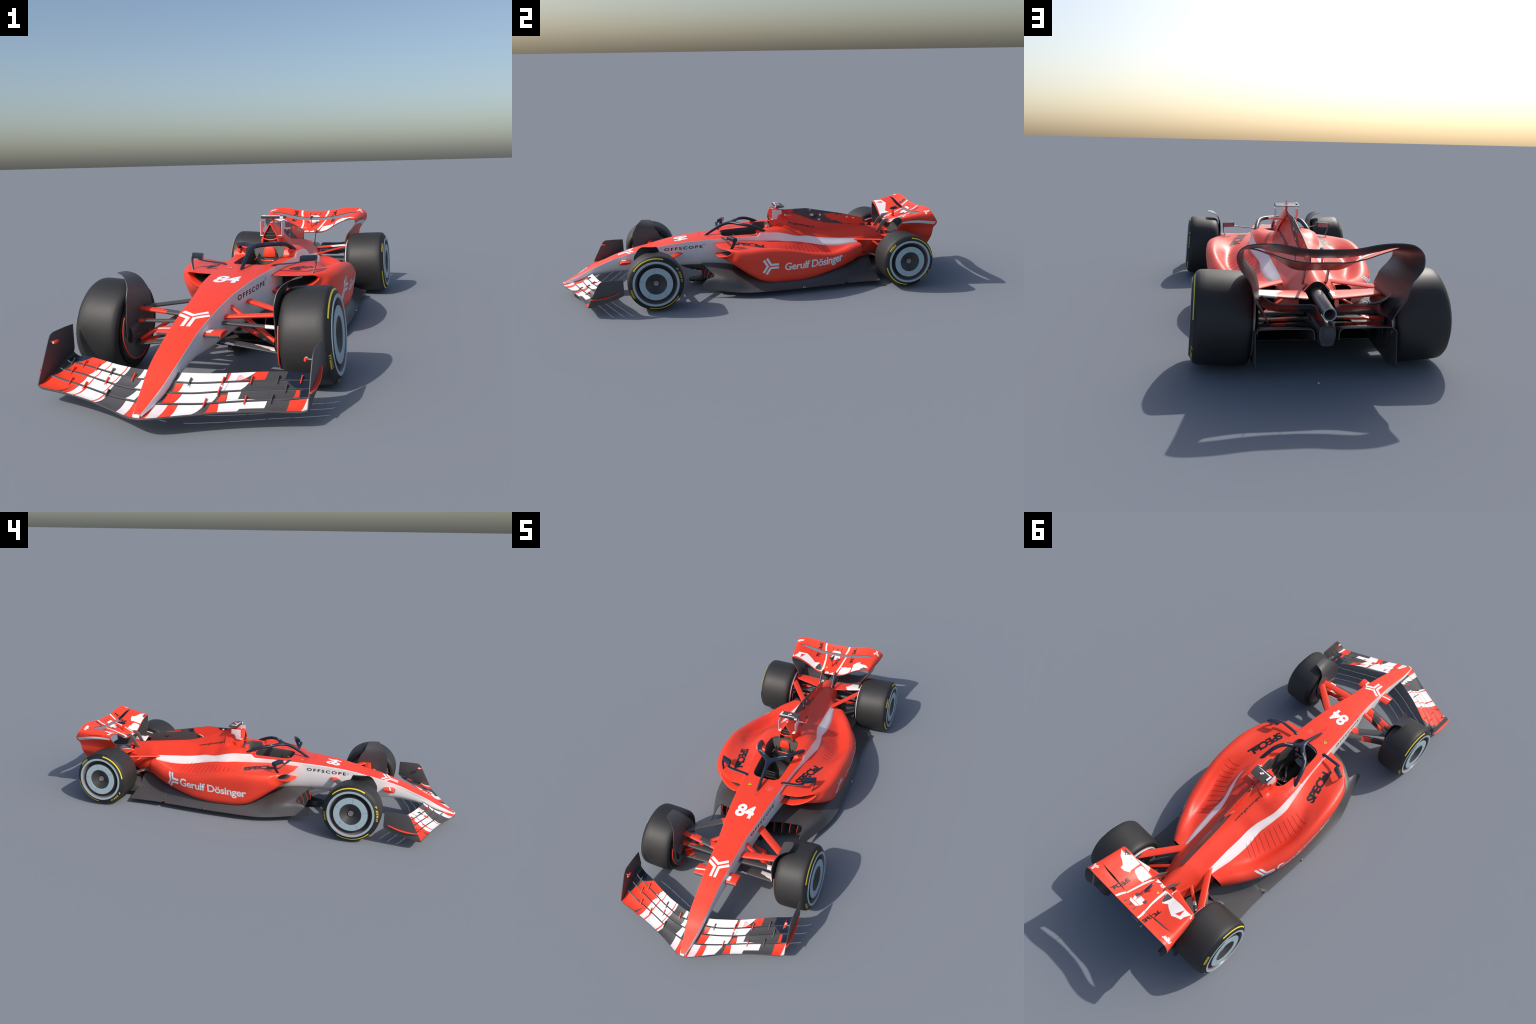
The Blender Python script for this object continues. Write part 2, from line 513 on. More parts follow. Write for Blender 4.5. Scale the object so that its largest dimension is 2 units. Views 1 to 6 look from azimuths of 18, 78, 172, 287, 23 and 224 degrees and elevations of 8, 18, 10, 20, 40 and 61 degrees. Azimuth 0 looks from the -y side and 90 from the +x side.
# cockpit tub: lining that drops from the opening
def cockpit():
    ys = [y for y in YS if OPEN_Y0 <= y <= OPEN_Y1]
    loop = [(OPENING(y, 0), y) for y in ys] + [(-OPENING(y, 0), y) for y in ys[::-1]][1:-1]
    rows = []
    for dz, k in ((0.001, 1.0), (-0.003, 0.985), (-0.012, 0.96), (-0.05, 0.95), (-0.10, 0.92), (-0.165, 0.85)):
        rows.append([Vector((x * k, (y + 0.01) * (0.5 + 0.5 * k) - 0.01, min(top_z(abs(x), y), 0.299) + dz)) for x, y in loop])
    v, f = grid_data(rows, close_v=True)
    f.append(tuple(range(5 * len(loop), 6 * len(loop))))
    o = mesh_obj("cockpit_tub", v, f, INNER)
    clean(o, flip=True)
    # seat, headrest, wheel
    rows = []
    for y, w, z in ((0.086, 0.036, 0.246), (0.078, 0.042, 0.232), (0.070, 0.046, 0.20), (0.055, 0.048, 0.15), (0.02, 0.046, 0.125), (-0.09, 0.04, 0.12)):
        rows.append([Vector((w * s, y, z + 0.03 * (abs(s) ** 3))) for s in frange(-1, 1, 13)])
    grid("seat", rows, DARK, thick=0.006)
    tube("seat_edge", spline([(-0.047, 0.06, 0.250), (-0.042, 0.074, 0.258), (-0.02, 0.079, 0.248), (0.0, 0.08, 0.247), (0.02, 0.079, 0.248), (0.042, 0.074, 0.256), (0.047, 0.06, 0.250)], 24), (0.0026, 0.0026), camo("seat_trim", [(0, RED_C), (0.4, WHITE_C), (0.7, RED_C)], 30))
    panel = spline([(-0.064, 0.112, 0.298), (-0.045, 0.113, 0.297), (-0.028, 0.115, 0.303), (0, 0.117, 0.306), (0.028, 0.115, 0.303), (0.045, 0.113, 0.297), (0.064, 0.112, 0.298)], 25)
    rows = [panel, [Vector((p.x * 0.93, p.y - 0.006, 0.27)) for p in panel], [Vector((p.x * 0.75, p.y - 0.012, 0.24)) for p in panel], [Vector((p.x * 0.6, p.y - 0.02, 0.20)) for p in panel]]
    grid("headrest_panel", rows, INNER, thick=0.004)
    pad = []
    for k in range(28):
        a = 2 * math.pi * k / 28
        c, s = math.cos(a), math.sin(a)
        e = 0.45
        pad.append((0.0245 * math.copysign(abs(c) ** e, c) * (1 - 0.14 * s), 0.277 + 0.0205 * math.copysign(abs(s) ** (0.40 if s < 0 else 0.72), s)))
    rows = []
    for y, k in ((0.112, 1.0), (0.102, 1.0), (0.0985, 0.96), (0.0975, 0.88)):
        rows.append([Vector((x * k, y, 0.277 + (z - 0.277) * k)) for x, z in pad])
    grid("headrest_pad", rows, RED, close_v=True, cap=True)
    tube("steering_wheel", spline([(0.030, -0.085, 0.225), (0.036, -0.083, 0.235), (0.03, -0.080, 0.246), (-0.03, -0.080, 0.246), (-0.036, -0.083, 0.235), (-0.03, -0.085, 0.225)], 40, True), (0.0035, 0.0035), DARK, cap=False)
    box("steering_panel", (-0.028, -0.088, 0.224), (0.028, -0.080, 0.244), DARK)
    for x, z, m in ((-0.02, 0.238, RED), (0.02, 0.238, WHITE), (-0.012, 0.229, YELLOW), (0.012, 0.229, RED), (0.0, 0.238, SLATE)):
        box("steering_button", (x - 0.003, -0.080, z - 0.003), (x + 0.003, -0.0775, z + 0.003), m, bevel=0.0008)
    tube("dash_rim", spline([(-0.052, -0.142, 0.262), (-0.03, -0.150, 0.260), (0, -0.152, 0.259), (0.03, -0.150, 0.260)], 16), (0.003, 0.0022), PALE)
    # stray belt buckles and switch gear on the right hand side
    for k in range(7):
        p = (0.036 + 0.012 * random.random(), -0.125 + 0.02 * random.random(), 0.226 + 0.02 * random.random())
        box("cockpit_switch", [c - 0.004 for c in p], [c + 0.004 for c in p], [WHITE, RED, DARK][k % 3], bevel=0.001)
cockpit()

# ------------------------------------------------------------------ sidepods
POD = [  # rings of (x, y, z): inner top ... gully ... shoulder ... flank ... under
    [(.084, -.203, .244), (.118, -.196, .243), (.145, -.194, .2425), (.172, -.189, .2415), (.202, -.169, .240), (.233, -.142, .236), (.2435, -.130, .226), (.229, -.145, .209), (.200, -.169, .196), (.150, -.193, .187), (.084, -.194, .186)],
    [(.088, -.185, .2455), (.122, -.178, .2445), (.150, -.175, .244), (.179, -.170, .243), (.211, -.153, .2415), (.240, -.128, .2375), (.250, -.118, .225), (.236, -.131, .205), (.204, -.152, .189), (.150, -.175, .179), (.084, -.177, .178)],
    [(.0980, -.110, .2495), (.1380, -.110, .2480), (.1720, -.110, .2455), (.2040, -.110, .2440), (.2380, -.108, .2430), (.2600, -.104, .2375), (.2690, -.100, .2220), (.2620, -.106, .1920), (.2380, -.113, .1630), (.1700, -.120, .1500), (.0840, -.120, .1500)],
    [(.1080, -.045, .2505), (.1490, -.045, .2470), (.1840, -.045, .2440), (.2170, -.045, .2445), (.2560, -.045, .2465), (.2800, -.045, .2390), (.2885, -.045, .2210), (.2825, -.045, .1720), (.2640, -.047, .1220), (.1900, -.050, .1000), (.0840, -.050, .1000)],
    [(.1125, -.010, .2495), (.1550, -.010, .2440), (.1900, -.010, .2400), (.2230, -.010, .2420), (.2640, -.010, .2485), (.2870, -.010, .2415), (.2955, -.010, .2220), (.2880, -.010, .1600), (.2700, -.010, .0980), (.2000, -.010, .0780), (.0840, -.010, .0850)],
    [(.1195, .025, .2485), (.1610, .025, .2400), (.1970, .025, .2340), (.2300, .025, .2390), (.2700, .025, .2495), (.2920, .025, .2420), (.3005, .025, .2220), (.2910, .025, .1520), (.2735, .025, .0785), (.2100, .025, .0680), (.0840, .025, .0700)],
    [(.1300, .080, .2475), (.1690, .080, .2330), (.2050, .080, .2245), (.2430, .080, .2350), (.2760, .080, .2475), (.2960, .080, .2395), (.3040, .080, .2180), (.2940, .080, .1450), (.2765, .080, .0655), (.2100, .080, .0600), (.0840, .080, .0600)],
    [(.1430, .150, .2450), (.1770, .150, .2250), (.2210, .150, .2030), (.2550, .150, .2260), (.2800, .150, .2390), (.2990, .150, .2310), (.3060, .150, .2100), (.2970, .150, .1400), (.2810, .150, .0660), (.2100, .150, .0600), (.0840, .150, .0600)],
    [(.1420, .206, .2380), (.1680, .206, .2240), (.2230, .206, .1900), (.2460, .206, .2020), (.2750, .206, .2275), (.2965, .206, .2200), (.3045, .206, .1980), (.2970, .206, .1350), (.2820, .206, .0660), (.2100, .206, .0600), (.0840, .206, .0600)],
    [(.1340, .258, .2280), (.1620, .258, .2095), (.2200, .258, .1780), (.2340, .258, .1820), (.2670, .258, .2135), (.2910, .258, .2070), (.3010, .258, .1850), (.2960, .258, .1300), (.2800, .258, .0700), (.2000, .258, .0650), (.0840, .258, .0700)],
    [(.1235, .310, .2140), (.1500, .310, .1990), (.2060, .310, .1690), (.2180, .310, .1710), (.2570, .310, .2030), (.2830, .310, .1965), (.2955, .310, .1750), (.2910, .310, .1280), (.2755, .310, .0770), (.2000, .310, .0700), (.0840, .310, .0800)],
    [(.1215, .362, .2020), (.1450, .362, .1870), (.1850, .362, .1640), (.2020, .362, .1640), (.2460, .362, .1925), (.2730, .362, .1850), (.2850, .362, .1630), (.2810, .362, .1250), (.2640, .362, .0860), (.1900, .362, .0800), (.0840, .362, .0900)],
    [(.1220, .420, .1925), (.1400, .420, .1820), (.1630, .420, .1685), (.1840, .420, .1620), (.2280, .420, .1850), (.2530, .420, .1770), (.2665, .420, .1540), (.2620, .420, .1210), (.2425, .420, .0940), (.1800, .420, .0850), (.0840, .420, .1000)],
    [(.1160, .480, .1870), (.1280, .480, .1830), (.1450, .480, .1770), (.1660, .480, .1760), (.1990, .480, .1845), (.2230, .480, .1760), (.2370, .480, .1510), (.2310, .480, .1210), (.2100, .480, .1000), (.1600, .480, .0950), (.0840, .480, .1100)],
    [(.1065, .540, .1860), (.1130, .540, .1860), (.1240, .540, .1865), (.1420, .540, .1880), (.1700, .540, .1905), (.1900, .540, .1810), (.2025, .540, .1560), (.1970, .540, .1280), (.1780, .540, .1110), (.1400, .540, .1080), (.0840, .540, .1200)],
    [(.095, .606, .1885), (.103, .606, .190), (.112, .606, .191), (.124, .606, .191), (.137, .606, .1885), (.149, .606, .180), (.156, .606, .161), (.152, .606, .139), (.141, .606, .127), (.12, .606, .125), (.090, .606, .13)]]

def sidepod():
    n = 46
    # smooth along the car first, then around each ring
    tracks = [spline([r[k] for r in POD], 120) for k in range(len(POD[0]))]
    keyrows = []
    m = 90
    for i in range(m):
        keyrows.append([tr[round(i * 119 / (m - 1))] for tr in tracks])
    rows = [spline(r, n) for r in keyrows]
    o = grid("sidepod", rows, RED, angle=60)
    # inlet: rolled lip, then a dark duct
    lip = rows[0]
    c = sum(lip, Vector()) / n
    ring = lip + [Vector((0.082, -0.2, 0.215))]
    duct = []
    for k, dy in ((1.0, 0.0), (0.985, -0.0018), (0.95, -0.002), (0.915, 0.001), (0.88, 0.010), (0.84, 0.030), (0.80, 0.055), (0.74, 0.10)):
        duct.append([Vector((max(0.079, 0.079 + (p.x - 0.079) * (0.4 + 0.6 * k)), p.y + dy, c.z + (p.z - c.z) * k)) for p in lip])
    l = grid("inlet_lip", duct[:6], RED, angle=70)
    d = grid("inlet_duct", duct[5:], [CARBON], angle=70)
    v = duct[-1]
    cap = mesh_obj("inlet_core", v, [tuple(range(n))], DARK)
    # rear mouth of the pod
    r = rows[-1]
    cc = sum(r, Vector()) / n
    rr = [r, [cc + (p - cc) * 0.97 + Vector((0, -0.002, 0)) for p in r], [cc + (p - cc) * 0.80 + Vector((0.004, -0.02, -0.006)) for p in r]]
    e = grid("pod_outlet", rr, DARK)
    e2 = mesh_obj("pod_outlet_core", rr[-1], [tuple(range(n))], DARK)
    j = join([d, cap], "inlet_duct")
    k = join([e, e2], "pod_outlet")
    return o, l, j, k, rows

pod_o, pod_lip, pod_duct, pod_out, POD_ROWS = sidepod()
# outward normals
def face_out(o, ref):
    me = o.data
    s = sum((Vector(p.center) - Vector(ref)).dot(p.normal) * p.area for p in me.polygons)
    if s < 0:
        me.flip_normals()
face_out(pod_o, (0.15, 0.2, 0.13))
POD_L = mirror_copy(pod_o)
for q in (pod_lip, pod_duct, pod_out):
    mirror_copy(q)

def bvh_of(*objs):
    bm = bmesh.new()
    for o in objs:
        bm.from_mesh(o.data)
    t = BVHTree.FromBMesh(bm)
    bm.free()
    return t

# louvres in the gully: thin cuts following the surface
LOUVRE_IN = Table([(0, .177, .141), (1, .172, .165), (2, .168, .189), (3, .163, .212), (4, .156, .236), (5, .148, .259), (6, .140, .282), (7, .131, .305), (8, .121, .328), (9, .114, .350), (10, .112, .375), (11, .112, .400)])
LOUVRE_OUT = Table([(0, .255, .152), (1, .249, .179), (2, .244, .206), (3, .237, .232), (4, .231, .258), (5, .222, .283), (6, .213, .309), (7, .203, .334), (8, .192, .359), (9, .184, .384), (10, .183, .409), (11, .181, .433)])
def louvres():
    tree = bvh_of(pod_o, REG["side_stripe"], REG["engine_cover"])
    for k in range(12):
        a, b = LOUVRE_IN(k), LOUVRE_OUT(k)
        top = []
        for i in range(26):
            t = i / 25
            x, y = a[0] + (b[0] - a[0]) * t, a[1] + (b[1] - a[1]) * t
            w = 0.00075 * min(1, 8 * t + 0.2, 8 * (1 - t) + 0.2)
            r = []
            for s in (-1, 1):
                h = tree.ray_cast(Vector((x, y + s * w, 0.5)), Vector((0, 0, -1)))
                r.append(h[0] + h[1] * (0.0004 if h[1].z > 0 else -0.0004))
            top.append(r)
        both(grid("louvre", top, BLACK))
louvres()

# ------------------------------------------------------------------ airbox / roll hoop, fin, camera pod
def airbox():
    secs = [  # y, apex z, (x,z) shoulder, (x,z) inlet foot, (x,z) leg foot
        (0.116, .384, .0105, .368, .0285, .330, .0345, .292),
        (0.130, .386, .0115, .371, .0300, .333, .0365, .292),
        (0.160, .3845, .0125, .371, .0330, .334, .0400, .292),
        (0.185, .381, .0130, .369, .0350, .332, .0440, .294),
        (0.215, .3745, .0125, .362, .0345, .328, .0470, .296)]
    T = Table(secs)
    rows = []
    for y in frange(0.116, 0.215, 14):
        v = T(y)
        half = spline([(0.0015, y, v[0]), (v[1] * 0.55, y, v[0] - (v[0] - v[2]) * 0.42), (v[1], y, v[2]), (v[3], y, v[4]), (v[5], y, v[6])], 16)
        rows.append([MX(p) for p in half[::-1]] + half)
    o = grid("airbox", rows, RED, thick=0.0016, offset=1)
    # inlet mouth: dark throat with splitter blades and a curved lower lip
    v = T(0.118)
    tri = [(0.0, v[0] - 0.010), (0.008, v[2] - 0.006), (v[3] - 0.004, v[4] + 0.001), (0, v[4] - 0.006), (-v[3] + 0.004, v[4] + 0.001), (-0.008, v[2] - 0.006)]
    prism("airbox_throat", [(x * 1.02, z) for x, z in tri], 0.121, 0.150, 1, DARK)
    rim = spline([(0, .1165, .382), (.011, .116, .365), (.028, .116, .331), (.016, .1155, .3245), (0, .115, .3225), (-.016, .1155, .3245), (-.028, .116, .331), (-.011, .116, .365)], 56, True)
    tube("airbox_lip", rim + [rim[0]], (0.0024, 0.0024), RED, up=(0, 1, 0), cap=False)
    for z, w in ((0.350, 0.016), (0.336, 0.024)):
        box("airbox_splitter", (-w, 0.117, z), (w, 0.124, z + 0.002), INNER, bevel=0.0006)
    for s in (-1, 1):
        foil_arm("roll_hoop_leg", (s * 0.0275, 0.121, 0.329), (s * 0.0355, 0.126, 0.288), 0.016, 0.006, RED)
    prism("roll_hoop_panel", [(-0.022, 0.288), (0.022, 0.288), (0.019, 0.322), (-0.019, 0.322)], 0.142, 0.146, 1, RED)
    prism("roll_hoop_dark_block", [(-0.026, 0.290), (-0.021, 0.290), (-0.018, 0.322), (-0.023, 0.322)], 0.128, 0.141, 1, DARK)
    # side intakes (ears) low on the hoop
    for s in (-1, 1):
        rows = []
        for k in range(9):
            t = k / 8
            r = 0.0125 * (1 - 0.5 * t)
            cx, cy, cz = s * (0.040 - 0.006 * t), 0.150 + 0.035 * t, 0.316
            rows.append([Vector((cx + s * r * 0.55 * math.cos(a), cy, cz + r * math.sin(a))) for a in frange(0, 2 * math.pi * 15 / 16, 16)])
        grid("airbox_ear", rows, RED, close_v=True, cap=True)
    # shark fin
    fin = [(0.165, .366), (0.205, .3785), (0.255, .379), (0.326, .379), (0.412, .3615), (0.527, .338), (0.674, .3005), (0.6755, .297), (0.6755, .250), (0.60, .255), (0.526, .262), (0.43, .268), (0.364, .280), (0.31, .300), (0.255, .325), (0.20, .350)]
    global FIN
    FIN = prism("engine_fin", fin, -0.0016, 0.0016, 0, [CARBON], bevel=0.0006)
    # camera pod
    pod = []
    for x in frange(-0.0455, 0.0455, 9):
        k = 1 - 0.12 * (abs(x) / 0.0455) ** 4
        sec = [(0.145, .4065), (0.1495, .4105), (0.158, .4115), (0.178, .4085), (0.1975, .404), (0.1985, .4025), (0.185, .4005), (0.160, .3995), (0.149, .4015)]
        pod.append([Vector((x, 0.17 + (a - 0.17) * k, b)) for a, b in sec])
    grid("camera_pod", pod, [CARBON], close_v=True, cap=True, angle=35)
    prism("camera_face", [(-0.044, .4018), (0.030, .4018), (0.030, .4092), (-0.044, .4092)], 0.1438, 0.1475, 1, NAVY, bevel=0.001)
    prism("camera_face", [(0.031, .4015), (0.0445, .4015), (0.0445, .4095), (0.031, .4095)], 0.1438, 0.1475, 1, PALE, bevel=0.001)
    prism("camera_trim", [(-0.0445, 0.1515), (0.030, 0.1515), (0.030, 0.1535), (-0.036, 0.1565), (-0.033, 0.178), (-0.041, 0.181)], .4108, .4122, 2, WHITE)
    prism("camera_trim", [(-0.006, 0.160), (0.003, 0.159), (0.004, 0.166), (0.009, 0.166), (0.010, 0.174), (0.001, 0.175), (0.0, 0.169), (-0.005, 0.169)], .4085, .4120, 2, WHITE)
    for y, h in ((0.158, .4215), (0.178, .4185)):
        tube("pitot_pin", [(0.001, y, .409), (0.001, y, h)], (0.0013, 0.0013), RED, seg=8, up=(0, 1, 0))
    foil_arm("camera_stalk", (0, 0.160, .381), (0, 0.166, .4015), 0.018, 0.009, RED)
    tube("stalk_cap", [(0, 0.1345, .380), (0, 0.1375, .3845), (0, 0.138, .389)], (0.0042, 0.0042), WHITE, up=(0, 1, 0))
    # little square panels left and right of the inlet
    L = [(0.128, .3905), (0.179, .3905), (0.180, .366), (0.163, .362), (0.157, .352), (0.154, .338), (0.128, .337)]
    pl = prism("side_panel", L, 0.0415, 0.0432, 0, [PALE], bevel=0.0004)
    both(pl)
    both(prism("panel_bracket", [(0.0432, 0.1275), (0.0432, 0.142), (0.027, 0.140), (0.026, 0.1185)], .3365, .3385, 2, WHITE))
    # right-hand wing blade
    w = foil_arm("camera_wing", (0.018, 0.214, .3585), (0.0735, 0.214, .359), 0.034, 0.0075, RED)
    prism("wing_end", [(0.197, .3545), (0.231, .3555), (0.2315, .362), (0.197, .3635)], 0.073, 0.0745, 0, RED)
    prism("wing_nose", [(0.030, .3565), (0.060, .3565), (0.060, .3615), (0.030, .3615)], 0.1955, 0.201, 1, WHITE, bevel=0.001)
airbox()

# ------------------------------------------------------------------ halo
def halo():
    parts = []
    arm = [(0, -0.104, .3245), (.010, -.090, .3265), (.026, -.074, .3275), (.051, -.056, .328), (.071, -.034, .327), (.087, -.003, .323), (.098, .036, .3095), (.106, .070, .2925), (.109, .085, .283)]
    P = spline(arm, 40)
    rad = Table([(0, .0135, .0085), (0.2, .0115, .0078), (0.5, .0098, .0082), (0.85, .0092, .0085), (1, .0065, .006)])
    r = [tuple(rad(i / 39)) for i in range(40)]
    parts.append(tube("h", P, r, NAVY))
    parts.append(tube("h", [MX(p) for p in P], r, NAVY))
    pil = spline([(0, -.2500, .2575), (0, -.222, .2735), (0, -.190, .2920), (0, -.155, .3110), (0, -.125, .3215), (0, -.096, .3265), (0, -.078, .327)], 30)
    rp = Table([(0, .0022, .0035), (0.12, .0058, .0068), (0.5, .0072, .0078), (0.75, .0105, .0078), (0.9, .0165, .0075), (1, .012, .006)])
    parts.append(tube("h", pil, [tuple(rp(i / 29)) for i in range(30)], NAVY))
    o = join(parts, "halo")
    m = o.modifiers.new("fuse", 'REMESH')
    m.mode = 'VOXEL'
    m.voxel_size = 0.0013
    s = o.modifiers.new("soft", 'SMOOTH')
    s.iterations = 10
    s.factor = 0.5
    bake(o)
    o.data.materials.clear()
    o.data.materials.append(NAVY)
    o.data.polygons.foreach_set("use_smooth", [True] * len(o.data.polygons))
    for s in (-1, 1):   # red fairings where the halo lands
        rows = []
        for k in range(10):
            t = k / 9
            a = Vector((s * (.0975 + .009 * t), .026 + .060 * t, .293 - .002 * t))
            g = math.sin(math.pi * (.12 + .80 * t)) ** .5
            rows.append([a + Vector((0.010 * g * math.cos(q), 0, 0.0115 * g * math.sin(q) - 0.006 * t)) for q in frange(0, 2 * math.pi * 15 / 16, 16)])
        grid("halo_fairing", rows, RED, close_v=True, cap=True)
    tube("pitot_tube", [(0, -.2715, .258), (0, -.2715, .291)], (0.0009, 0.0009), RED, seg=8, up=(0, 1, 0))
    tube("pitot_base", [(0, -.2715, .259), (0, -.2715, .2635)], (0.0022, 0.0022), PALE, seg=10, up=(0, 1, 0))
    return o
HALO = halo()

# ------------------------------------------------------------------ mirrors
def mirrors():
    # head: tapered block, glass at the back
    f = [(.176, -.147, .2825), (.226, -.120, .2825), (.226, -.118, .3), (.177, -.146, .301)]
    b = [(.181, -.118, .281), (.229, -.098, .281), (.229, -.098, .3005), (.181, -.118, .3015)]
    v = f + b
    fc = [(0, 1, 2, 3), (7, 6, 5, 4), (0, 4, 5, 1), (1, 5, 6, 2), (2, 6, 7, 3), (3, 7, 4, 0)]
    o = mesh_obj("mirror", v, fc, NAVY)
    clean(o)
    m = o.modifiers.new("edge", 'BEVEL'); m.width = 0.0025; m.segments = 3
    bake(o)
    o.data.set_sharp_from_angle(angle=math.radians(35))
    both(o)
    c = [Vector(p) for p in b]
    cen = sum(c, Vector()) / 4
    nrm = (c[1] - c[0]).cross(c[3] - c[0]).normalized()
    if nrm.y < 0:
        nrm = -nrm
    q = [cen + (p - cen) * 0.88 + nrm * 0.0006 for p in c]
    g = mesh_obj("mirror_glass", q, [(0, 1, 2, 3)], MIRROR)
    both(g)
    arm = spline([(.078, -.160, .262), (.084, -.157, .2685), (.10, -.155, .272), (.14, -.154, .276), (.17, -.152, .280), (.186, -.148, .2835)], 26)
    both(tube("mirror_arm", arm, [(0.0075, 0.0022)] * 26, NAVY))
    st = spline([(.2255, -.112, .288), (.2262, -.116, .270), (.2215, -.124, .252), (.2165, -.130, .240)], 16)
    rows = []
    for i, p in enumerate(st):
        hw = 0.009 - 0.002 * i / 15
        rows.append([p + Vector((0.0012, -hw, 0)), p + Vector((0.0014, 0, 0)), p + Vector((0.0012, hw, 0)), p + Vector((-0.0012, hw, 0)), p + Vector((-0.0012, -hw, 0))])
    both(grid("mirror_strut", rows, NAVY, close_v=True, cap=True, angle=40))
mirrors()

# ------------------------------------------------------------------ wheels
def lathe(name, prof, mat, parent, seg=96, angle=35, mat_idx=None):
    """Profile of (axial, radius) spun round local X."""
    rows = []
    for a, r in prof:
        rows.append([Vector((a, r * math.cos(2 * math.pi * k / seg), r * math.sin(2 * math.pi * k / seg))) for k in range(seg)])
    v, f = grid_data(rows, close_v=True)
    o = mesh_obj(name, v, f, mat, parent)
    if mat_idx:
        for p in o.data.polygons:
            p.material_index = mat_idx(p.index // seg)
    bm = bmesh.new(); bm.from_mesh(o.data)
    bmesh.ops.recalc_face_normals(bm, faces=bm.faces)
    bm.to_mesh(o.data); bm.free()
    o.data.set_sharp_from_angle(angle=math.radians(angle))
    return o

def ring_arc(a0, a1, r0, r1, ax, n=40, thick=0.0008):
    rows = []
    for i in range(n):
        t = math.radians(a0 + (a1 - a0) * i / (n - 1))
        rows.append([Vector((ax(r), r * math.cos(t), r * math.sin(t))) for r in (r0, (r0 + r1) / 2, r1)])
    return rows

def text_mesh(body, size, spacing=1.0, offset=0.0, shear=0.0):
    cu = bpy.data.curves.new("t", 'FONT')
    cu.body = body
    cu.size = size
    cu.space_character = spacing
    cu.offset = offset
    cu.shear = shear
    cu.align_x = 'CENTER'
    cu.align_y = 'CENTER'
    cu.resolution_u = 4
    o = bpy.data.objects.new("t", cu)
    COL.objects.link(o)
    bpy.context.view_layer.update()
    me = bpy.data.meshes.new_from_object(o.evaluated_get(bpy.context.evaluated_depsgraph_get()))
    bpy.data.objects.remove(o)
    bpy.data.curves.remove(cu)
    return me

